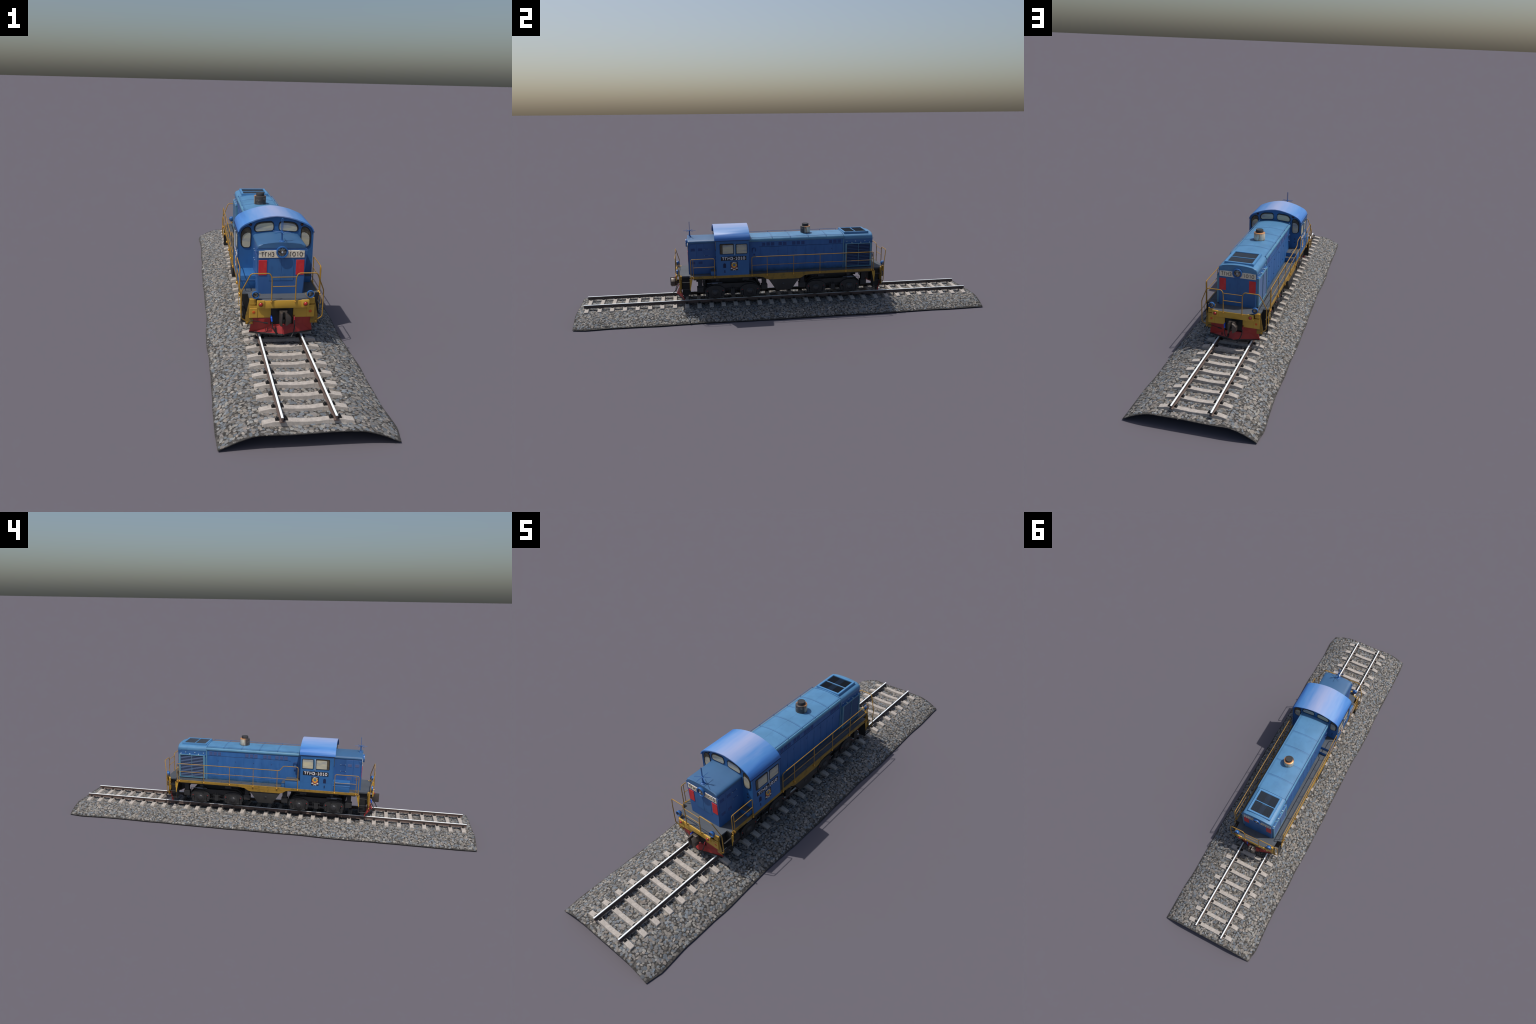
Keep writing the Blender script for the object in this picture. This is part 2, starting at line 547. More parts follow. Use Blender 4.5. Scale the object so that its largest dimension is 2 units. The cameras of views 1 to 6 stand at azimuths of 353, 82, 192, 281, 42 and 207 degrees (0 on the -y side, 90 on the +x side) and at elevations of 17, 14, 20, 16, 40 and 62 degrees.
def lettering(name, text, size, stroke, gap, frame, mat, parent, depth=0.0006, width=None):
    """frame(u, v, w): u along the reading direction from the start, v up, w out of the surface."""
    bm = bmesh.new()
    total, cells = 0.0, []
    for ch in text:
        w, paths = glyph_paths(ch)
        cells.append((total, w, paths))
        total += w * size + gap
    total -= gap
    sx = 1.0 if width is None else width / total
    layer = 0
    for u0, w, paths in cells:
        for path, closed in paths:
            pts = [Vector(((u0 + x * size) * sx, y * size, 0)) for x, y in path]
            m = len(pts)
            left, right = [], []
            for i in range(m):
                a = pts[i - 1] if (closed or i > 0) else None
                c = pts[(i + 1) % m] if (closed or i < m - 1) else None
                d1 = (pts[i] - a).normalized() if a is not None else None
                d2 = (c - pts[i]).normalized() if c is not None else None
                d = d1 if d2 is None else d2 if d1 is None else (d1 + d2).normalized()
                nrm = Vector((-d.y, d.x, 0))
                k = 1.0
                if d1 is not None and d2 is not None:
                    k = min(1.6, 1 / max(0.3, nrm.dot(Vector((-d1.y, d1.x, 0)))))
                ext = Vector((0, 0, 0))
                left.append(pts[i] + nrm * stroke * 0.5 * k)
                right.append(pts[i] - nrm * stroke * 0.5 * k)
            top = depth + layer * 0.00004
            layer = (layer + 1) % 5

            def mk(p, w_):
                return bm.verts.new(frame(p.x, p.y, w_))
            L0, L1 = [mk(p, -0.0002) for p in left], [mk(p, top) for p in left]
            R0, R1 = [mk(p, -0.0002) for p in right], [mk(p, top) for p in right]
            rng = range(m) if closed else range(m - 1)
            for i in rng:
                j = (i + 1) % m
                bm.faces.new((L1[i], L1[j], R1[j], R1[i]))
                bm.faces.new((L0[i], L0[j], L1[j], L1[i]))
                bm.faces.new((R1[i], R1[j], R0[j], R0[i]))
            if not closed:
                bm.faces.new((L0[0], L1[0], R1[0], R0[0]))
                bm.faces.new((L0[-1], R0[-1], R1[-1], L1[-1]))
    return obj(name, finish(bm, name, None), parent, mat)


# ================================================================== TRACK
track = empty("railway_track", (0, 0, 0))
track["label"] = "Straight ballasted railway track with concrete sleepers and steel rails"
track["category"] = "railway track"

N_SLEEPER, PITCH = 33, 0.0595
HALF = 1.0


def bed_height(x, y):
    """Ballast crown with rounded shoulders and gentle unevenness."""
    edge = bed_edge(math.copysign(1, x), y)
    t = min(1.0, abs(x) / edge)
    s = t * edge
    if s < 0.125:
        z = 0.0384
    else:
        k = (s - 0.125) / max(1e-6, edge - 0.125)
        z = 0.002 + 0.0364 * (1 - k ** 1.5)
    z += 0.0022 * max(0.0, min(1.0, (y - 0.80) / 0.1)) * (1 - t ** 4)
    z += 0.0040 * noise.noise(Vector((x * 7.0, y * 6.0, 3.1))) * (1 - t ** 4)
    return z


def bed_edge(side, y):
    n = noise.noise(Vector((y * 3.6, side * 5.0, 0.7))) * 0.010 + noise.noise(Vector((y * 9.0, side * 9.0, 4.2))) * 0.004
    e = 0.2345 + n
    k = min(1.0, (HALF - abs(y)) / 0.06)
    return 0.2290 + (e - 0.2290) * k


def build_bed():
    ny, nx = 240, 56
    bm = bmesh.new()
    top, low = [], []
    for j in range(ny + 1):
        y = -0.9985 + 1.997 * j / ny
        r1, r0 = [], []
        for i in range(nx + 1):
            f = -1 + 2 * i / nx
            x = f * bed_edge(math.copysign(1, f), y)
            z = bed_height(x, y)
            r1.append(bm.verts.new((x, y, z)))
            r0.append(bm.verts.new((x * 0.997, y, max(0.0, z - 0.0020))))
        top.append(r1)
        low.append(r0)
    for j in range(ny):
        for i in range(nx):
            bm.faces.new((top[j][i], top[j][i + 1], top[j + 1][i + 1], top[j + 1][i]))
            bm.faces.new((low[j][i], low[j + 1][i], low[j + 1][i + 1], low[j][i + 1]))
    for j in range(ny):
        bm.faces.new((top[j][0], top[j + 1][0], low[j + 1][0], low[j][0]))
        bm.faces.new((top[j][nx], low[j][nx], low[j + 1][nx], top[j + 1][nx]))
    for i in range(nx):
        bm.faces.new((top[0][i], low[0][i], low[0][i + 1], top[0][i + 1]))
        bm.faces.new((top[ny][i], top[ny][i + 1], low[ny][i + 1], low[ny][i]))
    o = obj("ballast_bed", finish(bm, "ballast_bed", 60), track, "ballast_fines")
    return o


def stone_templates(rng, count=14):
    out = []
    for k in range(count):
        bm = bmesh.new()
        bmesh.ops.create_icosphere(bm, subdivisions=1, radius=1.0)
        for v in bm.verts:
            n = noise.noise(v.co * 1.1 + Vector((k * 7.3, k * 2.1, 0)))
            v.co *= 0.92 + 0.34 * n
            v.co.z = max(-0.6, min(0.62, v.co.z))
        vs = [v.co.copy() for v in bm.verts]
        bm.verts.index_update()
        fs = [[v.index for v in f.verts] for f in bm.faces]
        bm.free()
        out.append((vs, fs))
    return out


def build_stones():
    rng = random.Random(11)
    temps = stone_templates(rng)
    verts, faces = [], []
    cell = 0.0092
    nyc = int(1.99 / cell)
    for j in range(nyc):
        y0 = -0.994 + j * cell
        nxc = int(0.474 / cell)
        for i in range(nxc):
            x = -0.237 + (i + 0.5 + rng.uniform(-0.42, 0.42)) * cell
            y = y0 + rng.uniform(-0.42, 0.42) * cell + (0.5 * cell if i % 2 else 0)
            e = bed_edge(math.copysign(1, x), y)
            big = rng.random()
            if abs(x) > e - 0.0035 - 0.006 * big * big or abs(y) > 0.9945:
                continue
            z = bed_height(x, y)
            a = 0.0054 + 0.0046 * big * big + rng.uniform(0, 0.0010)
            b = a * rng.uniform(0.6, 0.95)
            h = 0.0024 + 0.0008 * rng.random()
            eps = 0.003
            nx_ = (bed_height(x + eps, y) - bed_height(x - eps, y)) / (2 * eps)
            ny_ = (bed_height(x, y + eps) - bed_height(x, y - eps)) / (2 * eps)
            nrm = Vector((-nx_, -ny_, 1)).normalized()
            rot = Vector((0, 0, 1)).rotation_difference(nrm).to_matrix() @ Matrix.Rotation(rng.uniform(0, 2 * PI), 3, "Z") @ Matrix.Rotation(rng.uniform(-0.22, 0.22), 3, "X")
            vs, fs = temps[rng.randrange(len(temps))]
            base = len(verts)
            c = Vector((x, y, z)) - nrm * 0.0005
            for v in vs:
                p = c + rot @ Vector((v.x * a, v.y * b, v.z * h))
                p.y = max(-1.0, min(1.0, p.y))
                p.z = max(0.0004, p.z)
                verts.append(p)
            faces.extend([[base + q for q in f] for f in fs])
    me = bpy.data.meshes.new("ballast_stones")
    me.from_pydata(verts, [], faces)
    me.polygons.foreach_set("use_smooth", [True] * len(me.polygons))
    me.set_sharp_from_angle(angle=math.radians(40))
    o = obj("ballast_stones", me, track, "ballast_stone")
    o["kind"] = "stuff"
    o["label"] = "grey crushed stones"


def build_sleepers():
    # top line of the sleeper: drooping ends, raised rail seats, hollow middle
    top = [(0.1172, 0.0450), (0.088, 0.0511), (0.056, 0.0513), (0.046, 0.0502), (0.030, 0.0488), (0.012, 0.0479), (0.0, 0.0477)]
    top = top + [(-a, b) for a, b in reversed(top) if a > 1e-6]
    bm = bmesh.new()
    rings = []
    for x, z in top:
        ht = 0.0092 if abs(x) > 0.05 else 0.0086          # half width on top
        hb = 0.0138 if abs(x) > 0.05 else 0.0118          # half width at the foot
        rings.append([bm.verts.new(p) for p in ((x, -hb, 0.022), (x, -ht, z), (x, ht, z), (x, hb, 0.022))])
    # slanting end faces
    for r in (rings[0], rings[-1]):
        for v in (r[0], r[3]):
            v.co.x *= 1.018
    for a, b in zip(rings, rings[1:]):
        for k in range(4):
            bm.faces.new((a[k], a[(k + 1) % 4], b[(k + 1) % 4], b[k]))
    bm.faces.new(rings[0])
    bm.faces.new(list(reversed(rings[-1])))
    bmesh.ops.recalc_face_normals(bm, faces=bm.faces)
    es = [e for e in bm.edges if len(e.link_faces) == 2 and e.calc_face_angle(0) > 0.5]
    bmesh.ops.bevel(bm, geom=es, offset=0.0008, segments=1, affect="EDGES")
    me = finish(bm, "sleeper", 25)
    me.materials.append(MATS["sleeper_concrete"])
    # one rail fastening: base plate, clip and bolt
    bm = bmesh.new()
    bm_box(bm, (-0.0055, -0.0062, -0.0004), (0.0055, 0.0062, 0.0020), 0.0004, 1)
    bm_box(bm, (-0.0045, -0.0040, 0.0018), (0.0045, 0.0040, 0.0046), 0.0008, 1)
    bm_cyl(bm, (0.0005, 0.0026, 0.004), (0.0005, 0.0026, 0.0082), 0.0011, n=8)
    bm_cyl(bm, (0.0005, -0.0026, 0.004), (0.0005, -0.0026, 0.0078), 0.0011, n=8)
    bm_cyl(bm, (0.0005, 0.0026, 0.0052), (0.0005, 0.0026, 0.0072), 0.0019, n=6)
    bm_cyl(bm, (0.0005, -0.0026, 0.0050), (0.0005, -0.0026, 0.0070), 0.0019, n=6)
    fm = finish(bm, "rail_fastening", 30)
    fm.materials.append(MATS["fastening_black"])
    rng = random.Random(3)
    for i in range(N_SLEEPER):
        y = (i - (N_SLEEPER - 1) / 2) * PITCH + rng.uniform(-0.0012, 0.0012)
        s = obj("sleeper", me, track, loc=(rng.uniform(-0.0012, 0.0012), y, rng.uniform(-0.0006, 0.0006)))
        s.rotation_euler = (0, 0, rng.uniform(-0.006, 0.006))
        for gx in (-1, 1):
            for d in (-1, 1):
                f = obj("rail_fastening", fm, s, loc=(gx * 0.0685 + d * 0.0105, 0, 0.0513))
                if d < 0:
                    f.rotation_euler = (0, 0, PI)


def build_rails():
    half = [(0.0066, 0.0510), (0.0066, 0.0524), (0.0018, 0.0540), (0.0013, 0.0565), (0.0014, 0.0592), (0.0031, 0.0606), (0.0032, 0.0640), (0.0029, 0.0652)]
    sec = half + [(-a, b) for a, b in reversed(half)]
    for gx in (-0.0685, 0.0685):
        r = prism("rail", [(gx + a, b) for a, b in sec], "y", -0.969, 0.972, "rail_rust", track, smooth=25)
        prism("rail_running_surface", [(gx + a, b) for a, b in ((0.0030, 0.0650), (0.0028, 0.0656), (0.0022, 0.0661), (-0.0022, 0.0661), (-0.0028, 0.0656), (-0.0030, 0.0650))],
              "y", -0.9693, 0.9723, "polished_rail_steel", r, smooth=30)


build_bed()
build_stones()
build_sleepers()
build_rails()

# ================================================================== LOCOMOTIVE
loco = empty("diesel_locomotive", (0, 0, 0.066))
loco["label"] = "Blue diesel shunting locomotive with yellow railings and red ploughs"
loco["category"] = "locomotive"
body = loco
LOC_OFF = Vector((0, 0, -0.066))


def fix(o):
    """Children are modelled in world coordinates; the parent Empty stands on the rail head."""
    o.location = o.location + LOC_OFF if o.parent is loco else o.location
    return o


DECK = 0.1985

# ---------------- underframe and walkway
end_y, well_y, well_x, side_x = 0.4995, 0.4555, 0.1050, 0.1268
deck_outline = []
for sx, sy in ((1, 1), (-1, 1), (-1, -1), (1, -1)):
    corner = [(sx * side_x, sy * well_y), (sx * well_x, sy * well_y), (sx * well_x, sy * 0.4945), (sx * 0.0825, sy * 0.5010), (sx * 0.0825, sy * 0.5190)]
    deck_outline += corner if sx * sy > 0 else list(reversed(corner))
prism("walkway_deck", deck_outline, "z", 0.1925, DECK, "deck_grey", loco, 0.0008, 1)
box("main_frame", (-0.052, -0.494, 0.1665), (0.052, 0.494, 0.1930), "chassis_black", loco, 0.001, 1)
for y0, y1 in ((-0.44, -0.075), (0.075, 0.44)):
    box("underframe_panel", (-0.118, y0, 0.1790), (0.118, y1, 0.1926), "chassis_black", loco)

# deck seams (checker plate borders)
bm = bmesh.new()
for sx in (-1, 1):
    for y0, y1 in ((-0.150, 0.430),):
        for xx in (0.0905, 0.1195):
            bm_box(bm, (sx * xx - 0.0006, y0, DECK - 0.0002), (sx * xx + 0.0006, y1, DECK + 0.0003))
    for k in range(6):
        yy = -0.08 + k * 0.102
        bm_box(bm, (min(sx * 0.0917, sx * 0.1183), yy - 0.0006, DECK - 0.0002), (max(sx * 0.0917, sx * 0.1183), yy + 0.0006, DECK + 0.0002))
obj("deck_seam", finish(bm, "deck_seam", None), loco, "deck_seam")

# yellow side sills: a thin channel, deeper in the middle between the bogies
half_top = 0.1992
for sx in (-1, 1):
    lower = []
    y_thin, z_thin, z_deep = 0.115, 0.1850, 0.1682
    # left to right along y
    pts = [(-0.4535, half_top), (-0.4535, 0.1868)]
    pts += [(-0.150, 0.1866), (-y_thin, z_thin)]
    for k in range(1, 8):
        t = k / 8
        yy = -y_thin + t * 0.042
        pts.append((yy, z_thin + (z_deep - z_thin) * (math.sin((t - 0.5) * PI) * 0.5 + 0.5)))
    pts += [(-0.073, z_deep), (0.073, z_deep)]
    for k in range(1, 8):
        t = k / 8
        yy = 0.073 + t * 0.042
        pts.append((yy, z_deep + (z_thin - z_deep) * (math.sin((t - 0.5) * PI) * 0.5 + 0.5)))
    pts += [(y_thin, z_thin), (0.150, 0.1866), (0.4535, 0.1868), (0.4535, half_top)]
    a, b = (side_x - 0.003, side_x + 0.0016)
    prism("side_sill", pts, "x", sx * a, sx * b, "yellow_paint", loco, 0.0005, 1)
    bm = bmesh.new()
    bm_box(bm, (min(sx * (b - 0.0004), sx * (b + 0.0006)), -0.118, 0.1838), (max(sx * (b - 0.0004), sx * (b + 0.0006)), 0.118, 0.1846))
    obj("sill_weld_seam", finish(bm, "sill_weld_seam", None), loco, "rail_yellow_paint")

# fuel tank between the bogies
tank = [(-0.0775, 0.1700), (-0.0370, 0.1108), (0.0370, 0.1108), (0.0775, 0.1700)]
prism("fuel_tank", tank, "x", -0.1250, 0.1250, "tank_grey", loco, 0.002, 2)
for sx in (-1, 1):
    lathe("tank_filler_cap", (sx * 0.1248, -0.004, 0.1420), (sx, 0, 0), [(0, 0.006), (0.002, 0.006), (0.003, 0.0045), (0.003, 0.0)], "hub_metal", loco, 18)

# ---------------- bogies
bogie_meshes = {}


def build_bogie(yc):
    bg = empty("bogie", (0, yc, 0.0), loco)
    bg.location = Vector((0, yc, 0)) + LOC_OFF

    def L(*p):
        return p

    AX, AZ, R = 0.0857, 0.1122, 0.0460

    def shared(key, make, mat):
        if key not in bogie_meshes:
            me = make()
            me.materials.append(MATS[mat])
            bogie_meshes[key] = me
        return bogie_meshes[key]

    def mk_wheel():
        bm = bmesh.new()
        prof = [(-0.0015, 0.0), (-0.0015, 0.013), (0.001, 0.014), (0.003, 0.034), (0.0, 0.037), (0.0, R + 0.0026), (0.0022, R + 0.0030), (0.0040, R + 0.0004),
                (0.0125, R - 0.0004), (0.0128, R - 0.002), (0.0125, 0.038), (0.009, 0.035), (0.0085, 0.016), (0.014, 0.014), (0.014, 0.0)]
        bm_lathe(bm, (0, 0, 0), (1, 0, 0), prof, 40)
        return finish(bm, "wheel", 30)

    for dy in (-AX, AX):
        axle = cyl("axle", (-0.10, 0, 0), (0.10, 0, 0), 0.0065, "chassis_black", bg, 16)
        axle.location = (0, dy, AZ)
        for sx in (-1, 1):
            w = obj("wheel", shared("wheel", mk_wheel, "bogie_grey"), bg, loc=(sx * 0.0632, dy, AZ))
            if sx < 0:
                w.rotation_euler = (0, 0, PI)
        box("final_drive", (-0.030, dy - 0.028, AZ - 0.026), (0.030, dy + 0.028, AZ + 0.030), "chassis_black", bg, 0.006, 2)
    # transoms and bolster
    box("bogie_transom", (-0.094, -0.022, 0.120), (0.094, 0.022, 0.146), "chassis_black", bg, 0.002, 1)
    box("bogie_bolster", (-0.070, -0.105, 0.1440), (0.070, 0.105, 0.1800), "chassis_black", bg, 0.002, 1)
    box("brake_beam", (-0.086, -0.0440, 0.1080), (0.086, 0.0440, 0.1260), "chassis_black", bg, 0.002, 1)
    for s in (-1, 1):
        box("end_transom", (-0.094, s * 0.134 - 0.006, 0.118), (0.094, s * 0.134 + 0.006, 0.132), "chassis_black", bg, 0.001, 1)

    halfpts_top = [(0.0, 0.1500), (0.060, 0.1500), (0.098, 0.1492), (0.114, 0.1430), (0.128, 0.1320), (0.1395, 0.1225), (0.1395, 0.1120), (0.131, 0.1110)]
    arch = [(0.1300, 0.118), (0.124, 0.1300), (0.108, 0.1385), (AX, 0.1412), (0.064, 0.1385), (0.050, 0.1300), (0.0445, 0.120), (0.0400, 0.1180), (0.034, 0.1275), (0.0, 0.1275)]
    half = halfpts_top + arch
    outline = half + [(-a, b) for a, b in reversed(half) if a > 1e-6][0:]
    # dedupe centre line
    outline = [p for i, p in enumerate(outline) if p != outline[i - 1]]

    def mk_frame():
        bm = bmesh.new()
        bm_prism(bm, outline, "x", -0.004, 0.004, 0.0006, 1)
        return finish(bm, "side_frame", 30)

    def mk_guide():
        # arched horn-guide plate over the axle box with two downward legs and a notch beside each leg
        half = [(0.0, 0.1436), (0.0110, 0.1434), (0.0260, 0.1402), (0.0400, 0.1322), (0.0480, 0.1225), (0.0495, 0.1110), (0.0490, 0.1010), (0.0440, 0.0985),
                (0.0415, 0.1090), (0.0375, 0.1165), (0.0335, 0.1150), (0.0300, 0.1040), (0.0310, 0.0920), (0.0270, 0.0850), (0.0, 0.0840)]
        bm = bmesh.new()
        bm_prism(bm, half + [(-a_, b_) for a_, b_ in reversed(half) if a_ > 1e-6], "x", -0.004, 0.004, 0.0006, 1)
        return finish(bm, "horn_guide", 30)

    def mk_box():
        pts = [(-0.0190, 0.0865), (-0.0215, 0.1040), (-0.0190, 0.1190), (-0.0120, 0.1255), (0.0120, 0.1255), (0.0190, 0.1190), (0.0215, 0.1040), (0.0190, 0.0865), (0.0130, 0.0840), (-0.0130, 0.0840)]
        bm = bmesh.new()
        bm_prism(bm, pts, "x", -0.009, 0.009, 0.0015, 2)
        bm_box(bm, (-0.006, -0.0330, 0.0835), (0.008, 0.0330, 0.0885), 0.0008, 1)
        return finish(bm, "axle_box", 30)

    def mk_hub():
        bm = bmesh.new()
        bm_lathe(bm, (0, 0, 0), (1, 0, 0), [(-0.002, 0.0160), (0.0015, 0.0160), (0.0022, 0.0138), (0.0045, 0.0125), (0.0062, 0.0085), (0.0068, 0.0035), (0.0069, 0.0)], 24)
        return finish(bm, "axle_hub_cover", 40)

    def mk_drum():
        bm = bmesh.new()
        bm_cyl(bm, (0, 0, 0.0855), (0, 0, 0.1035), 0.0072, n=14)
        bm_cyl(bm, (0, 0, 0.1030), (0, 0, 0.1150), 0.0040, n=10)
        return finish(bm, "suspension_spring", 30)

    def mk_dot():
        bm = bmesh.new()
        bm_lathe(bm, (0, 0, 0), (1, 0, 0), [(0, 0.0022), (0.0012, 0.0022), (0.0018, 0.0012), (0.0020, 0.0)], 12)
        return finish(bm, "grease_cap", 40)

    for sx in (-1, 1):
        fr = obj("side_frame", shared("frame", mk_frame, "bogie_grey"), bg, loc=(sx * 0.0915, 0, 0))
        for dy in (-AX, AX):
            outer_sign = 1 if dy > 0 else -1
            obj("horn_guide", shared("guide", mk_guide, "bogie_grey"), bg, loc=(sx * 0.0995, dy, 0))
            ab = obj("axle_box", shared("abox", mk_box, "bogie_grey"), bg, loc=(sx * 0.0965, dy, 0))
            if sx < 0:
                ab.rotation_euler = (0, 0, PI)
            h = obj("axle_hub_cover", shared("hub", mk_hub, "hub_metal"), bg, loc=(sx * 0.1040, dy, 0.1065))
            if sx < 0:
                h.rotation_euler = (0, 0, PI)
            for s in (-1, 1):
                obj("suspension_spring", shared("drum", mk_drum, "bogie_grey"), bg, loc=(sx * 0.100, dy + s * 0.0385, 0.0 if s == outer_sign else 0.004))
                d = obj("grease_cap", shared("dot", mk_dot, "lamp_red"), bg, loc=(sx * 0.1034, dy + s * 0.0388, 0.1175))
                if sx < 0:
                    d.rotation_euler = (0, 0, PI)
        # leaf spring and hanger in the middle
        bm = bmesh.new()
        for k in range(4):
            ln = 0.040 - 0.008 * k
            zz = 0.1085 - 0.0026 * k
            pts = [(t * ln, zz - 0.010 * (t * ln / 0.040) ** 2 * -1 * -1 + 0.0) for t in (-1, -0.5, 0, 0.5, 1)]
            up = [(a, b + 0.0012) for a, b in pts]
            bm_prism(bm, pts + list(reversed(up)), "x", sx * 0.097, sx * 0.105)
        obj("leaf_spring", finish(bm, "leaf_spring", 30), bg, "chassis_black")
        box("spring_buckle", (sx * 0.094, -0.0105, 0.0955), (sx * 0.107, 0.0105, 0.1240), "bogie_grey", bg, 0.001, 1)
        bm = bmesh.new()
        for s in (-1, 1):
            bm_cyl(bm, (sx * 0.1050, s * 0.0060, 0.120), (sx * 0.1050, s * 0.0060, 0.1385), 0.0012, n=8)
            bm_cyl(bm, (sx * 0.1050, s * 0.0165, 0.0955), (sx * 0.1050, s * 0.0165, 0.1260), 0.0010, n=8)
        bm_box(bm, (min(sx * 0.101, sx * 0.107), -0.0185, 0.1235), (max(sx * 0.101, sx * 0.107), 0.0185, 0.1255))
        obj("spring_hanger", finish(bm, "spring_hanger", 30), bg, "pipe_grey" if False else "bogie_grey")
        # side bearers under the sill
        out = 1 if yc > 0 else -1
        box("side_bearer", (sx * 0.100, -out * 0.080, 0.1690), (sx * 0.118, -out * 0.048, 0.1795), "bogie_grey", bg, 0.0006, 1)
        box("side_bearer", (sx * 0.100, out * 0.066, 0.1700), (sx * 0.118, out * 0.082, 0.1795), "bogie_grey", bg, 0.0006, 1)
        # brake cylinder
        cyl("brake_cylinder", (sx * 0.106, out * 0.0717, 0.1570), (sx * 0.106, out * 0.0995, 0.1570), 0.0040, "pipe_grey", bg, 16)
        cyl("brake_rod", (sx * 0.106, out * 0.050, 0.1570), (sx * 0.106, out * 0.125, 0.1570), 0.0016, "pipe_grey", bg, 10)
        # brake gear between frame and rail
        for dy in (-AX, AX):
            s = 1 if dy > 0 else -1
            box("brake_shoe", (sx * 0.062, dy + s * 0.046, 0.098), (sx * 0.076, dy + s * 0.054, 0.124), "chassis_black", bg, 0.001, 1)
            tubes("brake_hanger", [([(sx * 0.08, dy + s * 0.052, 0.150), (sx * 0.08, dy + s * 0.054, 0.110), (sx * 0.08, dy + s * 0.050, 0.086)], 0.0016, False)], "chassis_black", bg, 8)
        # sand boxes at both ends of the bogie
        for s in (-1, 1):
            y0, y1 = s * 0.1415, s * 0.1725
            box("sand_box", (sx * 0.080, y0, 0.1130), (sx * 0.1060, y1, 0.1395), "bogie_grey", bg, 0.001, 1)
            box("sand_box_neck", (sx * 0.082, s * 0.146, 0.1390), (sx * 0.1045, s * 0.1675, 0.1800), "chassis_black", bg, 0.001, 1)
            tubes("sand_pipe", [(round_path([(sx * 0.088, s * 0.150, 0.115), (sx * 0.080, s * 0.146, 0.100), (sx * 0.070, s * 0.136, 0.074)], 0.01), 0.0014, False)], "chassis_black", bg, 8)
    return bg


for yc in (-0.252, 0.252):
    build_bogie(yc)

# ---------------- long hood
lh_half = [(0.0760, 0.1986), (0.0760, 0.3480), (0.0760, 0.3560)]
prism("engine_hood", [(0.0760, 0.1986), (0.0760, 0.3600), (-0.0760, 0.3600), (-0.0760, 0.1986)], "y", -0.1720, 0.3125, "hood_side_paint", loco)
# rounded cornice
corn_half = [(0.0700, 0.3478), (0.0775, 0.3480), (0.0793, 0.3510), (0.0795, 0.3550), (0.0785, 0.3590), (0.0755, 0.3618), (0.0700, 0.3625)]
for sx in (-1, 1):
    pts = [(sx * a, b) for a, b in corn_half]
    prism("roof_cornice", pts, "y", -0.1722, 0.3120, "cornice_paint", loco)


def arch_z(x, edge=0.3628, apex=0.3712, hw=0.0715):
    return apex - (apex - edge) * (abs(x) / hw) ** 2


seams = [-0.1718, -0.0500, 0.0400, 0.1307, 0.2214, 0.3115]
for a, b in zip(seams, seams[1:]):
    xs = [-0.0715 + 0.143 * k / 20 for k in range(21)]
    pts = [(x, arch_z(x)) for x in xs] + [(0.0715, 0.3570), (-0.0715, 0.3570)]
    prism("roof_panel", pts, "y", a + 0.0007, b - 0.0007, "roof_teal_paint", loco, 0.0006, 1)
    if b < 0.3:
        # darker raised band at each roof joint, with a thin dark line along one side
        pts = [(x, arch_z(x) + 0.0002) for x in xs] + [(0.0715, 0.3575), (-0.0715, 0.3575)]
        prism("roof_joint", pts, "y", b - 0.0010, b + 0.0062, "roof_joint_paint", loco)
        pts = [(x, arch_z(x) + 0.0004) for x in xs] + [(0.0715, 0.3575), (-0.0715, 0.3575)]
        prism("roof_joint_dark_line", pts, "y", b - 0.0016, b - 0.0006, "vent_paint", loco)
bm = bmesh.new()
for sx in (-1, 1):      # lengthwise edge strips of the removable roof panels
    strip = [(sx * x, arch_z(x) + 0.0003) for x in (0.0650, 0.0685, 0.0715)] + [(sx * 0.0715, 0.3590), (sx * 0.0650, 0.3590)]
    bm_prism(bm, strip, "y", -0.1716, 0.3112)
obj("roof_edge_strip", finish(bm, "roof_edge_strip", 30), loco, "roof_joint_paint")
bm = bmesh.new()
bm_box(bm, (-0.0004, -0.1715, 0.3700), (0.0004, 0.3110, 0.37135))
obj("roof_ridge_seam", finish(bm, "roof_ridge_seam", None), loco, "roof_joint_paint")

# roof handrails
posts_y = [-0.150, -0.0500, 0.0400, 0.1307, 0.2214]
for sx in (-1, 1):
    specs = [(round_path([(sx * 0.0745, 0.3115, 0.3610), (sx * 0.0745, 0.3085, 0.3692), (sx * 0.0745, -0.170, 0.3692)], 0.005), 0.0010, False)]
    for yy in posts_y:
        specs.append(([(sx * 0.0745, yy, 0.3600), (sx * 0.0745, yy, 0.3690)], 0.0010, False))
    tubes("roof_handrail", specs, "roof_rail_blue", loco, 8)

# doors, vents, latches on the hood sides
door_edges = [0.3040, 0.2550, 0.2100, 0.1650, 0.1180, 0.0720, 0.0270, -0.0180, -0.0620, -0.1080]
vent_y = [0.2880, 0.2660, 0.2440, 0.1030, 0.0800, 0.0575, 0.0120, -0.0105, -0.0480, -0.0705, -0.0930]


def vent_mesh(w, h, slats):
    bm = bmesh.new()
    t = 0.0011
    bm_box(bm, (-0.0008, -w / 2, -h / 2), (0.0001, w / 2, h / 2))
    for k in range(slats):
        z0 = -h / 2 + (k + 0.25) * h / slats
        v = [(0.0, z0), (t, z0), (0.0, z0 + h / slats * 0.62)]
        bm_prism(bm, [(0.0001, z0), (t, z0 + 0.0001), (0.0002, z0 + h / slats * 0.6)], "y", -w / 2, w / 2)
    return finish(bm, "vent_grille", None)


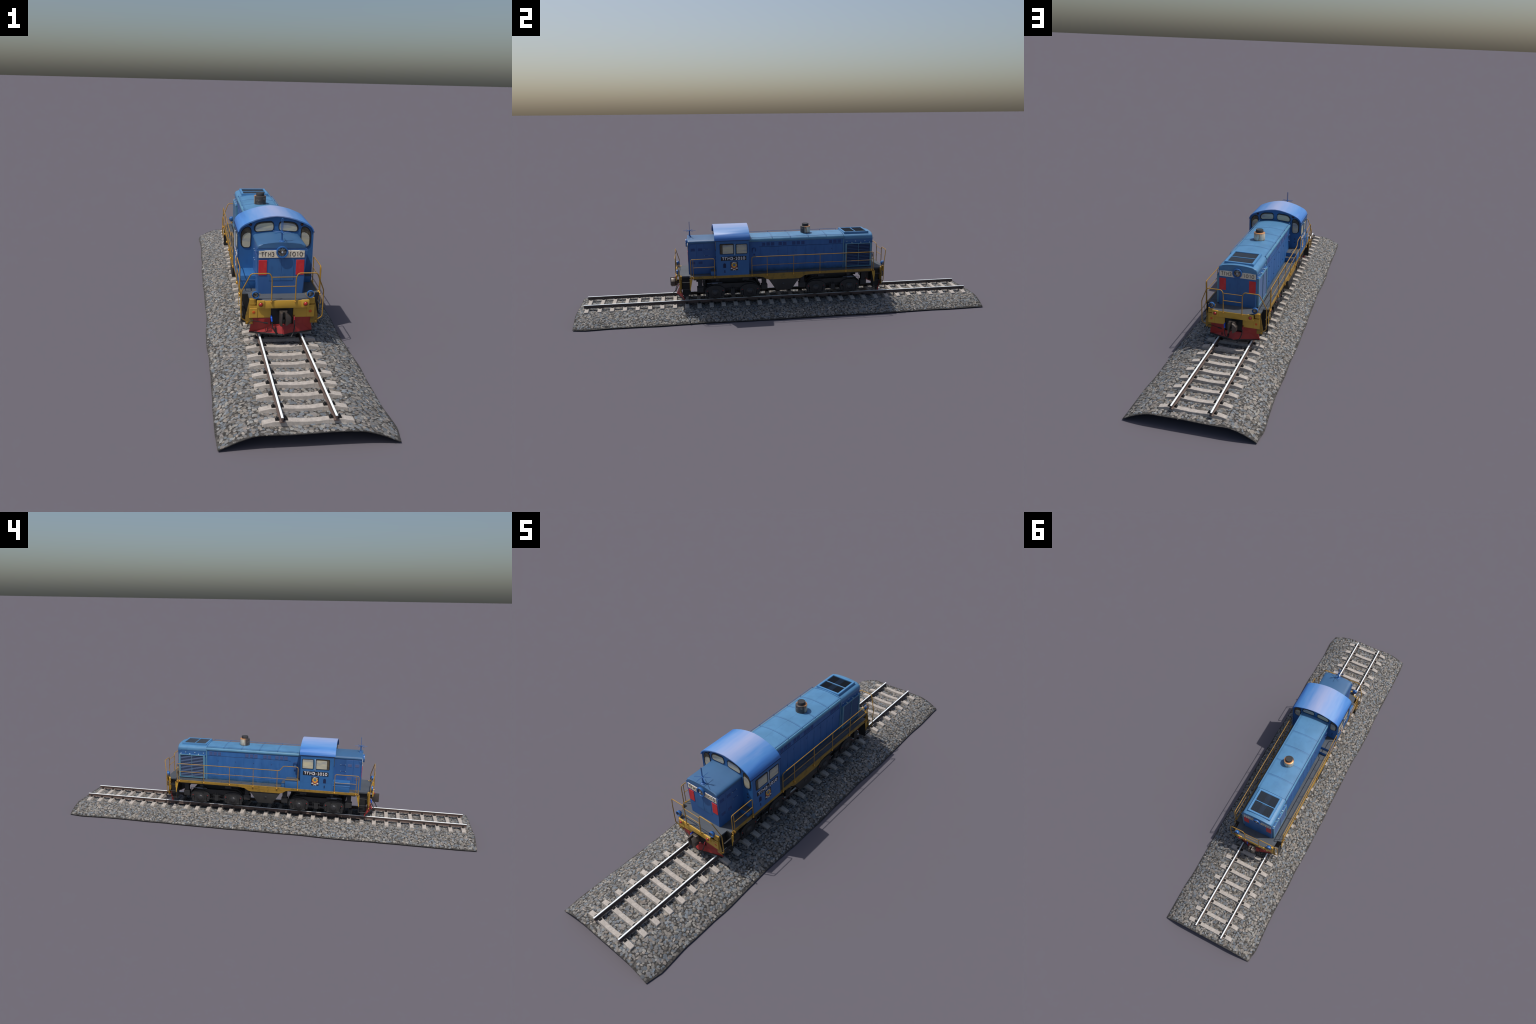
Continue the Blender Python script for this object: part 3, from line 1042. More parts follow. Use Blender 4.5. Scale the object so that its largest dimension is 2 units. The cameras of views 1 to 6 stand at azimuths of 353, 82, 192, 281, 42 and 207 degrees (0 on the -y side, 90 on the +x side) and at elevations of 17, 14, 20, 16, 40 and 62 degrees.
vm = vent_mesh(0.0165, 0.0165, 7)
vm.materials.append(MATS["vent_paint"])
for sx in (-1, 1):
    for di, (a, b) in enumerate(zip(door_edges, door_edges[1:])):
        xs = sorted((sx * 0.0756, sx * 0.0766))
        bm = bmesh.new()
        bm_box(bm, (xs[0], b + 0.0006, 0.2160), (xs[1], a - 0.0006, 0.3205), 0.0004, 1)
        door = obj("hood_door", finish(bm, "hood_door", 30), loco, "hood_side_paint")
        for zz in (0.2290, 0.2960):
            if di % 2:
                box("door_latch", (sx * 0.0764, a - 0.0060, zz), (sx * 0.0780, a - 0.0030, zz + 0.0050), "vent_paint", loco, 0.0005, 1)
            box("door_hinge", (sx * 0.0764, b + 0.0012, zz + 0.004), (sx * 0.0774, b + 0.0030, zz + 0.0100), "hood_side_paint", loco, 0.0003, 1)
    bm = bmesh.new()
    xs = sorted((sx * 0.0757, sx * 0.0766))
    bm_box(bm, (xs[0], -0.115, 0.3212), (xs[1], 0.305, 0.3224))
    obj("hood_bead", finish(bm, "hood_bead", None), loco, "dark_recess")
    for vy in vent_y:
        v = obj("vent_grille", vm, loco, loc=(sx * 0.0764, vy, 0.3345))
        if sx < 0:
            v.rotation_euler = (0, 0, PI)
    # valve and pipe next to the cab
    tubes("coolant_pipe", [(round_path([(sx * 0.078, -0.132, 0.300), (sx * 0.081, -0.132, 0.317), (sx * 0.081, -0.146, 0.320), (sx * 0.081, -0.150, 0.296)], 0.006), 0.0014, False)], "vent_paint", loco, 8)
    lathe("coolant_valve", (sx * 0.0758, -0.140, 0.285), (sx, 0, 0), [(0, 0.003), (0.004, 0.003), (0.0042, 0.0045), (0.006, 0.0045), (0.006, 0)], "vent_paint", loco, 14)

# radiator compartment at the rear
rad_half = [(0.0772, 0.1986), (0.0772, 0.3440), (0.0776, 0.3490), (0.0770, 0.3540), (0.0745, 0.3590), (0.0700, 0.3626), (0.0600, 0.3656), (0.0400, 0.3690), (0.0200, 0.3706), (0.0, 0.3712)]
prism("radiator_compartment", both(rad_half), "y", 0.3120, 0.4596, "blue_paint", loco, 0.0050, 4,
      only=lambda e: e.verts[0].co.y > 0.45 and max(v.co.z for v in e.verts) > 0.20)
# teal roof skin over it
skin_o = [(0.0781, 0.3440), (0.0785, 0.3492), (0.0779, 0.3545), (0.0751, 0.3597), (0.0704, 0.3634), (0.0602, 0.3664), (0.0401, 0.3698), (0.0200, 0.3714), (0.0, 0.3720)]
skin_i = [(a - 0.0014 if a > 0.001 else 0.0, b - 0.0016) for a, b in skin_o]
sk = skin_o + [(-a, b) for a, b in reversed(skin_o[:-1])] + [(-a, b) for a, b in skin_i[:-1]] + list(reversed(skin_i))
prism("radiator_roof", sk, "y", 0.3128, 0.4525, "roof_teal_paint", loco)
for sx in (-1, 1):
    box("compartment_frame", (sx * 0.0765, 0.3080, 0.1990), (sx * 0.0790, 0.3125, 0.3480), "frame_trim_paint", loco, 0.0006, 1)

# roof fan shutter
rb_x, rb_y0, rb_y1, rb_z = 0.0590, 0.3170, 0.4430, 0.3768
gx, gy0, gy1 = 0.0495, 0.3255, 0.4345
bm = bmesh.new()


def frame_ring(bm, x0, x1, y0, y1, X0, X1, Y0, Y1, z0, z1):
    o0 = [bm.verts.new(p) for p in ((X0, Y0, z0), (X1, Y0, z0), (X1, Y1, z0), (X0, Y1, z0))]
    o1 = [bm.verts.new(p) for p in ((X0, Y0, z1), (X1, Y0, z1), (X1, Y1, z1), (X0, Y1, z1))]
    i0 = [bm.verts.new(p) for p in ((x0, y0, z0), (x1, y0, z0), (x1, y1, z0), (x0, y1, z0))]
    i1 = [bm.verts.new(p) for p in ((x0, y0, z1), (x1, y0, z1), (x1, y1, z1), (x0, y1, z1))]
    for k in range(4):
        j = (k + 1) % 4
        bm.faces.new((o0[k], o0[j], o1[j], o1[k]))
        bm.faces.new((i0[k], i1[k], i1[j], i0[j]))
        bm.faces.new((o1[k], o1[j], i1[j], i1[k]))
        bm.faces.new((o0[k], i0[k], i0[j], o0[j]))


frame_ring(bm, -gx, gx, gy0, gy1, -rb_x, rb_x, rb_y0, rb_y1, 0.3640, rb_z)
es = [e for e in bm.edges if all(v.co.z > rb_z - 1e-4 for v in e.verts) and abs(e.verts[0].co.x - e.verts[1].co.x) + abs(e.verts[0].co.y - e.verts[1].co.y) > 0.02]
bmesh.ops.bevel(bm, geom=es, offset=0.0012, segments=2, affect="EDGES")
shutter = obj("fan_shutter_frame", finish(bm, "fan_shutter_frame", 35), loco, "shutter_frame_paint")
box("fan_shutter_bar", (-gx - 0.0005, 0.3775, 0.3700), (gx + 0.0005, 0.3815, rb_z - 0.0012), "shutter_frame_paint", loco, 0.0006, 1)
box("fan_well", (-gx + 0.0003, gy0 + 0.0003, 0.3690), (gx - 0.0003, gy1 - 0.0003, 0.3716), "rubber_black", loco)
bm = bmesh.new()
bm_prism(bm, [(-0.0012, 0.0), (-0.0004, 0.0), (0.0016, 0.0036), (0.0008, 0.0036)], "y", -0.0252, 0.0252)
slat = finish(bm, "shutter_slat", None)
slat.materials.append(MATS["grille_dark"])
for yc in (0.3508, 0.4088):
    for k in range(26):
        obj("shutter_slat", slat, loco, loc=(-gx + 0.0030 + k * (2 * gx - 0.006) / 25, yc, 0.3712))

# side radiator shutters
lou = bmesh.new()
bm_prism(lou, [(0.0, 0.0034), (0.0004, 0.0039), (0.0036, 0.0006), (0.0032, 0.0)], "y", -0.0585, 0.0585)
lou_me = finish(lou, "radiator_louver", None)
lou_me.materials.append(MATS["louver_paint"])
for sx in (-1, 1):
    y0, y1, z0, z1 = 0.3180, 0.4545, 0.2035, 0.3225
    fx0, fx1 = 0.0770, 0.0855
    bm = bmesh.new()
    t = 0.0085
    o = [(y0, z0), (y1, z0), (y1, z1), (y0, z1)]
    i_ = [(y0 + t, z0 + 0.0040), (y1 - t, z0 + 0.0040), (y1 - t, z1 - 0.0040), (y0 + t, z1 - 0.0040)]
    def ringface(px, pts):
        return [bm.verts.new((sx * px, a, b)) for a, b in pts]
    a0, a1, b0, b1 = ringface(fx0, o), ringface(fx1, o), ringface(fx0, i_), ringface(fx1, i_)
    for k in range(4):
        j = (k + 1) % 4
        bm.faces.new((a0[k], a0[j], a1[j], a1[k]))
        bm.faces.new((b0[k], b0[j], b1[j], b1[k]))
        bm.faces.new((a1[k], a1[j], b1[j], b1[k]))
    obj("radiator_frame", finish(bm, "radiator_frame", 30), loco, "frame_trim_paint")
    box("radiator_back", (sx * 0.0768, y0 + t - 0.001, z0 + 0.003), (sx * 0.0790, y1 - t + 0.001, z1 - 0.003), "dark_recess", loco)
    box("radiator_mullion", (sx * 0.0800, 0.3855, z0 + 0.004), (sx * 0.0858, 0.3872, z1 - 0.004), "frame_trim_paint", loco)
    nl = 14
    for k in range(nl):
        l = obj("radiator_louver", lou_me, loco, loc=(sx * 0.0812, (y0 + y1) / 2, z0 + 0.0068 + k * (z1 - z0 - 0.012) / nl))
        l.scale = (-1 if sx > 0 else 1, 1, 1)
        if sx > 0:
            l.scale = (1, 1, 1)
            l.location.x = sx * 0.0812
        else:
            l.rotation_euler = (0, 0, PI)
            l.scale = (1, 1, 1)
    # clamps and hooks along the top of the frame
    for k, yy in enumerate((0.327, 0.352, 0.372, 0.398, 0.420, 0.444)):
        box("frame_clamp", (sx * 0.0768, yy - 0.0025, 0.3222 if k % 2 else 0.3300), (sx * (0.0845 if k % 2 else 0.0790), yy + 0.0025, 0.3275 if k % 2 else 0.3345), "latch_light", loco, 0.0006, 1)
    for yy in (0.335, 0.3865, 0.435):
        box("top_shelf", (sx * 0.0768, yy - 0.0210, 0.3222), (sx * 0.0832, yy + 0.0210, 0.3245), "blue_paint", loco, 0.0006, 1)

# exhaust stack
lathe("exhaust_stack", (0, 0.1305, 0.3685), (0, 0, 1),
      [(0.0, 0.0), (0.0, 0.0225), (0.0012, 0.0242), (0.0030, 0.0246), (0.0335, 0.0246), (0.0355, 0.0240), (0.0366, 0.0215), (0.0368, 0.0168), (0.0368, 0.0)], "stack_metal", loco, 40)
lathe("stack_outlet", (0, 0.1305, 0.4050), (0, 0, 1), [(0.0, 0.0165), (0.0105, 0.0165), (0.0120, 0.0155), (0.0120, 0.0150), (0.0112, 0.0148), (0.0112, 0.0)], "stack_cap_dark", loco, 36)

# ---------------- short hood
sh_half = [(0.0762, 0.1986), (0.0762, 0.3515), (0.0772, 0.3525), (0.0772, 0.3555), (0.0755, 0.3590), (0.0715, 0.3618), (0.0600, 0.3640), (0.0400, 0.3668), (0.0200, 0.3688), (0.0, 0.3695)]
prism("short_hood", both(sh_half), "y", -0.4615, -0.3260, "short_hood_blue_paint", loco, 0.0050, 4,
      only=lambda e: e.verts[0].co.y < -0.45 and max(v.co.z for v in e.verts) > 0.20)
sko = [(0.0778, 0.3512), (0.0783, 0.3530), (0.0782, 0.3560), (0.0763, 0.3598), (0.0720, 0.3627), (0.0603, 0.3648), (0.0402, 0.3676), (0.0200, 0.3696), (0.0, 0.3703)]
ski = [(a - 0.0014 if a > 0.001 else 0.0, b - 0.0016) for a, b in sko]
sk = sko + [(-a, b) for a, b in reversed(sko[:-1])] + [(-a, b) for a, b in ski[:-1]] + list(reversed(ski))
prism("short_hood_roof", sk, "y", -0.4545, -0.3262, "short_roof_teal_paint", loco)
def roof_lip(name, outline, y_out, y_in, mat):
    """Rounded end of a hood roof: a closed slice of the roof section with its outer rim rolled over."""
    s_ = 1 if y_out > 0 else -1
    prism(name, both(outline), "y", y_out, y_in, mat, loco, 0.0048, 4,
          only=lambda e: s_ * e.verts[0].co.y > 0.4590 and max(abs(v.co.z - outline[0][1]) for v in e.verts) > 1e-4)


roof_lip("short_hood_roof_lip", sko, -0.4621, -0.4540, "short_roof_teal_paint")
roof_lip("radiator_roof_lip", skin_o, 0.4602, 0.4520, "roof_teal_paint")
vm2 = vent_mesh(0.0195, 0.0135, 6)
vm2.materials.append(MATS["vent_paint"])
for sx in (-1, 1):
    for y0, y1 in ((-0.4195, -0.3850), (-0.4540, -0.4205)):
        xs = sorted((sx * 0.0758, sx * 0.0768))
        bm = bmesh.new()
        bm_box(bm, (xs[0], y0, 0.2205), (xs[1], y1, 0.3470), 0.0004, 1)
        obj("hood_door", finish(bm, "hood_door", 30), loco, "short_hood_blue_paint")
        for zz in (0.3198, 0.2550):
            v = obj("vent_grille", vm2, loco, loc=(sx * 0.0768, (y0 + y1) / 2 - 0.001, zz))
            if sx < 0:
                v.rotation_euler = (0, 0, PI)
    for zz in (0.3213, 0.2890):
        for yy in (-0.3608, -0.3836):
            cyl("door_latch", (sx * 0.0760, yy, zz), (sx * 0.0790, yy, zz), 0.0014, "latch_light", loco, 10)
        box("latch_bar", (sx * 0.0760, -0.3836, zz - 0.0006), (sx * 0.0772, -0.3608, zz + 0.0006), "vent_paint", loco)
    xs = sorted((sx * 0.0760, sx * 0.0767))

# radio antenna on the short hood
ant = lathe("antenna_base", (0.0, -0.4500, 0.3690), (0, 0, 1), [(0.0, 0.0095), (0.0030, 0.0085), (0.0050, 0.0050), (0.0100, 0.0036), (0.0290, 0.0028), (0.0305, 0.0050), (0.0325, 0.0050), (0.0335, 0.0)], "antenna_blue", loco, 16)
specs = []
for k in range(6):
    a = k * PI / 3 + 0.55
    specs.append(([(0.002 * math.cos(a), -0.45 + 0.002 * math.sin(a), 0.4012), (0.030 * math.cos(a), -0.45 + 0.030 * math.sin(a), 0.4004)], 0.0009, False))
loopp = round_path([(-0.0018, -0.45, 0.4010), (-0.0018, -0.45, 0.4445), (0.0018, -0.45, 0.4445), (0.0018, -0.45, 0.4010)], 0.0017)
specs.append((loopp, 0.0011, False))
tubes("antenna_whip", specs, "antenna_blue", loco, 6)

# ---------------- cab
cab_roof_half = [(0.1290, 0.3705), (0.1283, 0.3745), (0.1262, 0.3805), (0.1225, 0.3862), (0.1160, 0.3930), (0.1080, 0.3985), (0.0930, 0.4050), (0.0700, 0.4140), (0.0450, 0.4208), (0.0220, 0.4250), (0.0, 0.4268)]
inner = [(a - 0.0030 if a > 0.09 else a, b - 0.0030 * (1 if a < 0.115 else 0.4)) for a, b in cab_roof_half]
inner[-1] = (0.0, 0.4238)
inner = [(a, b) for a, b in inner]
y_f, y_r = -0.3285, -0.1725
cab_wall = [(0.1280, 0.1986), (0.1280, 0.3700)] + [(min(a, 0.1275), b) for a, b in inner[1:]]
prism("cab", both(cab_wall), "y", y_f, y_r, "cab_blue_paint", loco)
o_pts = both(cab_roof_half)
i_half = [(a - 0.0032 * (1.0 if a > 0.1 else a / 0.1), b - (0.0032 if a < 0.12 else 0.0008)) for a, b in cab_roof_half]
i_half[0] = (0.1262, 0.3705)
i_pts = both(i_half)
bm = bmesh.new()
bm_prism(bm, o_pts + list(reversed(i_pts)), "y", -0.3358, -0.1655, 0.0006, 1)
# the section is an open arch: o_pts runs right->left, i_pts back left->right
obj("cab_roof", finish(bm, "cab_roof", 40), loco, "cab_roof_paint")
for sx in (-1, 1):
    box("rain_gutter", (sx * 0.1276, -0.3350, 0.3688), (sx * 0.1312, -0.1663, 0.3708), "dark_recess", loco, 0.0004, 1)
for yy, s in ((y_f, -1), (y_r, 1)):
    for sx in (-1, 1):
        box("corner_post", (sx * 0.1262, yy + s * 0.0012, 0.1990), (sx * 0.1288, yy - s * 0.0030, 0.3690), "cab_blue_paint", loco, 0.0006, 1)

win_outer = [(0.1190, 0.3322), (0.1165, 0.3228), (0.1086, 0.3167), (0.0917, 0.3160), (0.0866, 0.3212), (0.0855, 0.3560), (0.0855, 0.3784), (0.0895, 0.3862), (0.0983, 0.3875), (0.1085, 0.3828), (0.1165, 0.3725), (0.1190, 0.3620)]
win_mid = [(0.0085, 0.3873), (0.0105, 0.4018), (0.0176, 0.4066), (0.0420, 0.4050), (0.0562, 0.4030), (0.0664, 0.3990), (0.0735, 0.3900), (0.0750, 0.3800), (0.0722, 0.3740), (0.0657, 0.3708), (0.0400, 0.3728), (0.0152, 0.3747), (0.0098, 0.3785)]


def window(pts, plane, axis, sgn, reflection_pivot, reflection_scale):
    """Rubber gasket, pane coloured dark, and its pale reflection modelled as a thin plate."""
    w = []
    loop = [Vector(axis_point(axis, a, b, plane + sgn * 0.0006)) for a, b in pts]
    loop = round_path(loop, 0.004, 3, True)
    c0, c1 = plane - sgn * 0.001, plane + sgn * 0.0008
    pane = prism("window_pane", pts, axis, c0, c1, "dark_brown_pane", loco)
    bp = [(reflection_pivot[0] + (a - reflection_pivot[0]) * reflection_scale[0], reflection_pivot[1] + (b - reflection_pivot[1]) * reflection_scale[1]) for a, b in pts]
    bl = prism("painted_reflection", bp, axis, plane, plane + sgn * 0.0012, "pane_painted_reflection", pane)
    g = tubes("window_gasket", [(loop, 0.0014, True)], "rubber_black", pane, 8)
    return pane


for plane, s in ((y_f, -1), (y_r, 1)):
    for sx in (-1, 1):
        window([(sx * a, b) for a, b in win_outer], plane, "y", s, (sx * 0.0870, 0.3175), (0.86, 0.72))
        window([(sx * a, b) for a, b in win_mid], plane, "y", s, (sx * 0.0100, 0.3735), (0.94, 0.84))
        lp = lathe("marker_lamp_bezel", (sx * 0.0872, plane, 0.3955), (0, s, 0), [(0.0, 0.0048), (0.0022, 0.0048), (0.0026, 0.0040), (0.0014, 0.0030), (0.0014, 0.0)], "gauge_dark", loco, 20)
        lathe("marker_lamp_lens", (sx * 0.0872, plane + s * 0.0010, 0.3955), (0, s, 0), [(0.0, 0.0026), (0.0010, 0.0024), (0.0018, 0.0012), (0.0020, 0.0)], "dim_red_lens", lp, 14)


def rrect(a0, a1, b0, b1, r=0.003, k=3):
    out = []
    for cx, cy, s0 in ((a1 - r, b1 - r, 0), (a0 + r, b1 - r, 90), (a0 + r, b0 + r, 180), (a1 - r, b0 + r, 270)):
        for i in range(k + 1):
            t = math.radians(s0 + 90 * i / k)
            out.append((cx + r * math.cos(t), cy + r * math.sin(t)))
    return out


for sx in (-1, 1):
    pl_ = sx * 0.1280
    window(rrect(-0.2325, -0.1805, 0.3050, 0.3512), pl_, "x", sx, (-0.206, 0.3060), (0.96, 0.96))
    window(rrect(-0.3098, -0.2462, 0.3055, 0.3540), pl_, "x", sx, (-0.2475, 0.3065), (0.80, 0.88))
    # wind deflector between the side windows
    box("wind_deflector", (sx * 0.1275, -0.2432, 0.2990), (sx * 0.1345, -0.2408, 0.3530), "deflector_white", loco, 0.0006, 1)
    box("deflector_rail", (sx * 0.1275, -0.2400, 0.2985), (sx * 0.1290, -0.2360, 0.3535), "cornice_paint", loco, 0.0005, 1)
    # number board
    box("number_board", (sx * 0.1275, -0.3068, 0.2724), (sx * 0.1288, -0.1847, 0.2920), "sign_black", loco, 0.0003, 1)
    if sx < 0:
        fr = lambda u, v, w: (-0.1288 - w, -0.1905 - u, 0.2762 + v)
    else:
        fr = lambda u, v, w: (0.1288 + w, -0.3010 + u, 0.2762 + v)
    lettering("running_number", "TGM3-1010", 0.0122, 0.0029, 0.0034, fr, "sign_white", loco, width=0.1095)
    # emblem: navy plate, round crest in rose and yellow, white crossed tools and ribbon
    cx = -0.2440
    box("emblem_plate", (sx * 0.1275, cx - 0.0176, 0.2228), (sx * 0.1287, cx + 0.0176, 0.2665), "emblem_navy", loco, 0.0003, 1)

    def disc(name, cy, cz, ry, rz, h, mat, n=28, heart=0.0):
        pts = []
        for k in range(n):
            t = 2 * PI * k / n
            zz = rz * math.sin(t)
            yy = ry * math.cos(t) * (1 - heart * max(0, -math.sin(t)))
            pts.append((cy + yy, cz + zz))
        return prism(name, pts, "x", sx * 0.1280, sx * (0.1287 + h), mat, loco)
    disc("emblem_shield", cx, 0.2455, 0.0140, 0.0128, 0.0003, "emblem_rose", heart=0.30)
    disc("emblem_crest", cx, 0.2500, 0.0135, 0.0085, 0.0005, "emblem_yellow", heart=0.1)
    disc("emblem_crest", cx, 0.2440, 0.0080, 0.0085, 0.0006, "emblem_yellow", heart=0.35)
    disc("emblem_globe", cx, 0.2495, 0.0070, 0.0058, 0.0008, "emblem_slate")
    bm = bmesh.new()
    for k in range(4):      # pale ribbon letters reduced to short marks
        a = math.radians(128 - k * 25.3)
        y_, z_ = cx + 0.0150 * math.cos(a), 0.2485 + 0.0140 * math.sin(a)
        d, e = Vector((math.cos(a), math.sin(a))), Vector((-math.sin(a), math.cos(a)))
        q = [Vector((y_, z_)) + d * p[0] + e * p[1] for p in ((-0.0021, -0.0020), (0.0021, -0.0023), (0.0021, 0.0023), (-0.0021, 0.0020))]
        bm_prism(bm, [(v.x, v.y) for v in q], "x", sx * 0.1282, sx * 0.1290)
    obj("emblem_ribbon_mark", finish(bm, "emblem_ribbon_mark", None), loco, "sign_white")
    bm = bmesh.new()
    for k, s in enumerate((-1, 1)):
        p0, p1 = Vector((cx - s * 0.0130, 0.2335)), Vector((cx + s * 0.0065, 0.2240))
        d = (p1 - p0).normalized()
        e = Vector((-d.y, d.x))
        for c, l, w in ((p0, 0.0030, 0.0034), (p0.lerp(p1, 0.5), (p1 - p0).length / 2, 0.0011)):
            q = [c + d * l + e * w, c - d * l + e * w, c - d * l - e * w, c + d * l - e * w]
            bm_prism(bm, [(v.x, v.y) for v in q], "x", sx * 0.1282, sx * (0.1291 + 0.0001 * k + (0.00005 if l < 0.004 else 0)))
    obj("emblem_crossed_tools", finish(bm, "emblem_crossed_tools", None), loco, "plate_cream")
    # arched niche and key slot in the cab side
    arch_pts = [(-0.2965, 0.2372), (-0.2832, 0.2372), (-0.2832, 0.2530)] + [(-0.28985 + 0.00665 * math.cos(t), 0.2530 + 0.0068 * math.sin(t)) for t in [PI * k / 10 for k in range(1, 10)]] + [(-0.2965, 0.2530)]
    prism("cab_niche", arch_pts, "x", sx * 0.1275, sx * 0.1285, "dark_recess", loco)
    box("key_slot", (sx * 0.1275, -0.2918, 0.2120), (sx * 0.1284, -0.2872, 0.2255), "dark_recess", loco)
    bm = bmesh.new()
    bm_box(bm, (min(sx * 0.1275, sx * 0.1283), -0.3270, 0.2366), (max(sx * 0.1275, sx * 0.1283), -0.1740, 0.2371))
    obj("panel_seam", finish(bm, "panel_seam", None), loco, "blue_paint")

# small gauges on the rear and front cab walls
for plane, s in ((y_f, -1), (y_r, 1)):
    for sx in (-s,) if s < 0 else (-1,):
        box("wall_socket", (sx * 0.098, plane, 0.2850), (sx * 0.104, plane + s * 0.002, 0.2885), "gauge_dark", loco, 0.0004, 1)
        box("wall_socket", (sx * 0.098, plane, 0.2690), (sx * 0.105, plane + s * 0.002, 0.2720), "gauge_dark", loco, 0.0004, 1)

# cabinets and steps on the walkway
cabn = box("walkway_cabinet", (-0.1278, -0.4100, 0.1980), (-0.0755, -0.3285, 0.2440), "cab_blue_paint", loco, 0.0012, 2)
box("cabinet_lip", (-0.1288, -0.4108, 0.2262), (-0.0750, -0.3285, 0.2288), "blue_paint", loco, 0.0006, 1)
box("walkway_step", (0.0755, -0.3560, 0.1980), (0.1200, -0.3285, 0.2195), "cab_blue_paint", loco, 0.0012, 2)
box("step_tread", (0.0762, -0.3555, 0.2193), (0.1195, -0.3288, 0.2207), "deck_grey", loco, 0.0004, 1)
st = box("walkway_step", (-0.1278, -0.1725, 0.1980), (-0.0755, -0.0985, 0.2380), "cab_blue_paint", loco, 0.0012, 2)
box("step_tread", (-0.1270, -0.1720, 0.2378), (-0.0762, -0.0990, 0.2392), "deck_grey", loco, 0.0004, 1)
box("walkway_step", (-0.1185, -0.0990, 0.1980), (-0.0755, -0.0790, 0.2195), "cab_blue_paint", loco, 0.0012, 2)
box("step_tread", (-0.1180, -0.0988, 0.2193), (-0.0762, -0.0793, 0.2207), "deck_grey", loco, 0.0004, 1)

# ---------------- side railings
RX = 0.1316
RT, RM, RB = 0.2852, 0.2446, 0.1965


def bolt_feet(parent, pts):
    bm = bmesh.new()
    for x, y, z in pts:
        s = 1 if x > 0 else -1
        bm_box(bm, (x - 0.0022, y - 0.0030, z - 0.0070), (x + 0.0022, y + 0.0030, z - 0.0010), 0.0005, 1)
        bm_lathe(bm, (x, y, z - 0.001), (0, 0, 1), [(0, 0.0030), (0.0018, 0.0030), (0.0030, 0.0018), (0.0032, 0)], 10)
        bm_lathe(bm, (x + s * 0.0015, y, z - 0.004), (s, 0, 0), [(0, 0.0022), (0.0014, 0.0022), (0.0022, 0.0012), (0.0024, 0)], 8)
    obj("railing_foot", finish(bm, "railing_foot", 35), parent, "bolt_brass")


for sx in (-1, 1):
    X = sx * RX
    # short hood railing
    sp = [(round_path([(X, -0.4515, RB), (X, -0.4515, RT), (X, -0.3385, RT), (X, -0.3385, RB)], 0.009), 0.0017, False),
          ([(X, -0.4405, RB), (X, -0.4405, RT)], 0.0014, False), ([(X, -0.4405, RM), (X, -0.3385, RM)], 0.0012, False)]
    r = tubes("side_railing", sp, "rail_yellow_paint", loco)
    bolt_feet(r, [(X, -0.4515, RB), (X, -0.4405, RB), (X, -0.3385, RB)])
    # long hood railing
    if sx > 0:
        path = [(X, -0.1585, RB), (X, -0.1585, RT + 0.001), (X, 0.4510, RT), (X, 0.4510, RB)]
        py = [-0.0840, 0.0470, 0.1783, 0.3104, 0.4425]
        y_m0 = -0.1585
    else:
        path = [(X, -0.1610, RB), (X, -0.1610, 0.3095), (X, -0.0890, 0.3095), (X, -0.0720, RT), (X, 0.4500, RT), (X, 0.4500, RB)]
        py = [-0.0595, 0.0595, 0.1790, 0.3105, 0.4390]
        y_m0 = -0.1610
    sp = [(round_path(path, 0.009), 0.0018, False), ([(X, y_m0, RM), (X, py[-1], RM)], 0.0012, False)]
    for yy in py:
        sp.append(([(X, yy, RB), (X, yy, RT)], 0.0014, False))
    r = tubes("side_railing", sp, "rail_yellow_paint", loco)
    bolt_feet(r, [(X, path[0][1], RB), (X, path[-1][1], RB)] + [(X, yy, RB) for yy in py])
    for sy in (-1, 1):
        # triangular bracket below the corner post and the boarding handle
        prism("sill_bracket", [(sy * 0.4450, 0.1860), (sy * 0.4590, 0.1860), (sy * 0.4590, 0.1320), (sy * 0.4570, 0.1320)], "x", sx * 0.1268, sx * 0.1292, "bright_yellow_paint", loco, 0.0004, 1)
        tubes("boarding_handle", [(round_path([(sx * 0.1290, sy * 0.4575, 0.1900), (sx * 0.1360, sy * 0.4575, 0.1900), (sx * 0.1360, sy * 0.4575, 0.1590), (sx * 0.1290, sy * 0.4575, 0.1590)], 0.003), 0.0009, False)], "bright_yellow_paint", loco)

# ---------------- end gear, identical at both ends (the rear is the front turned half round)


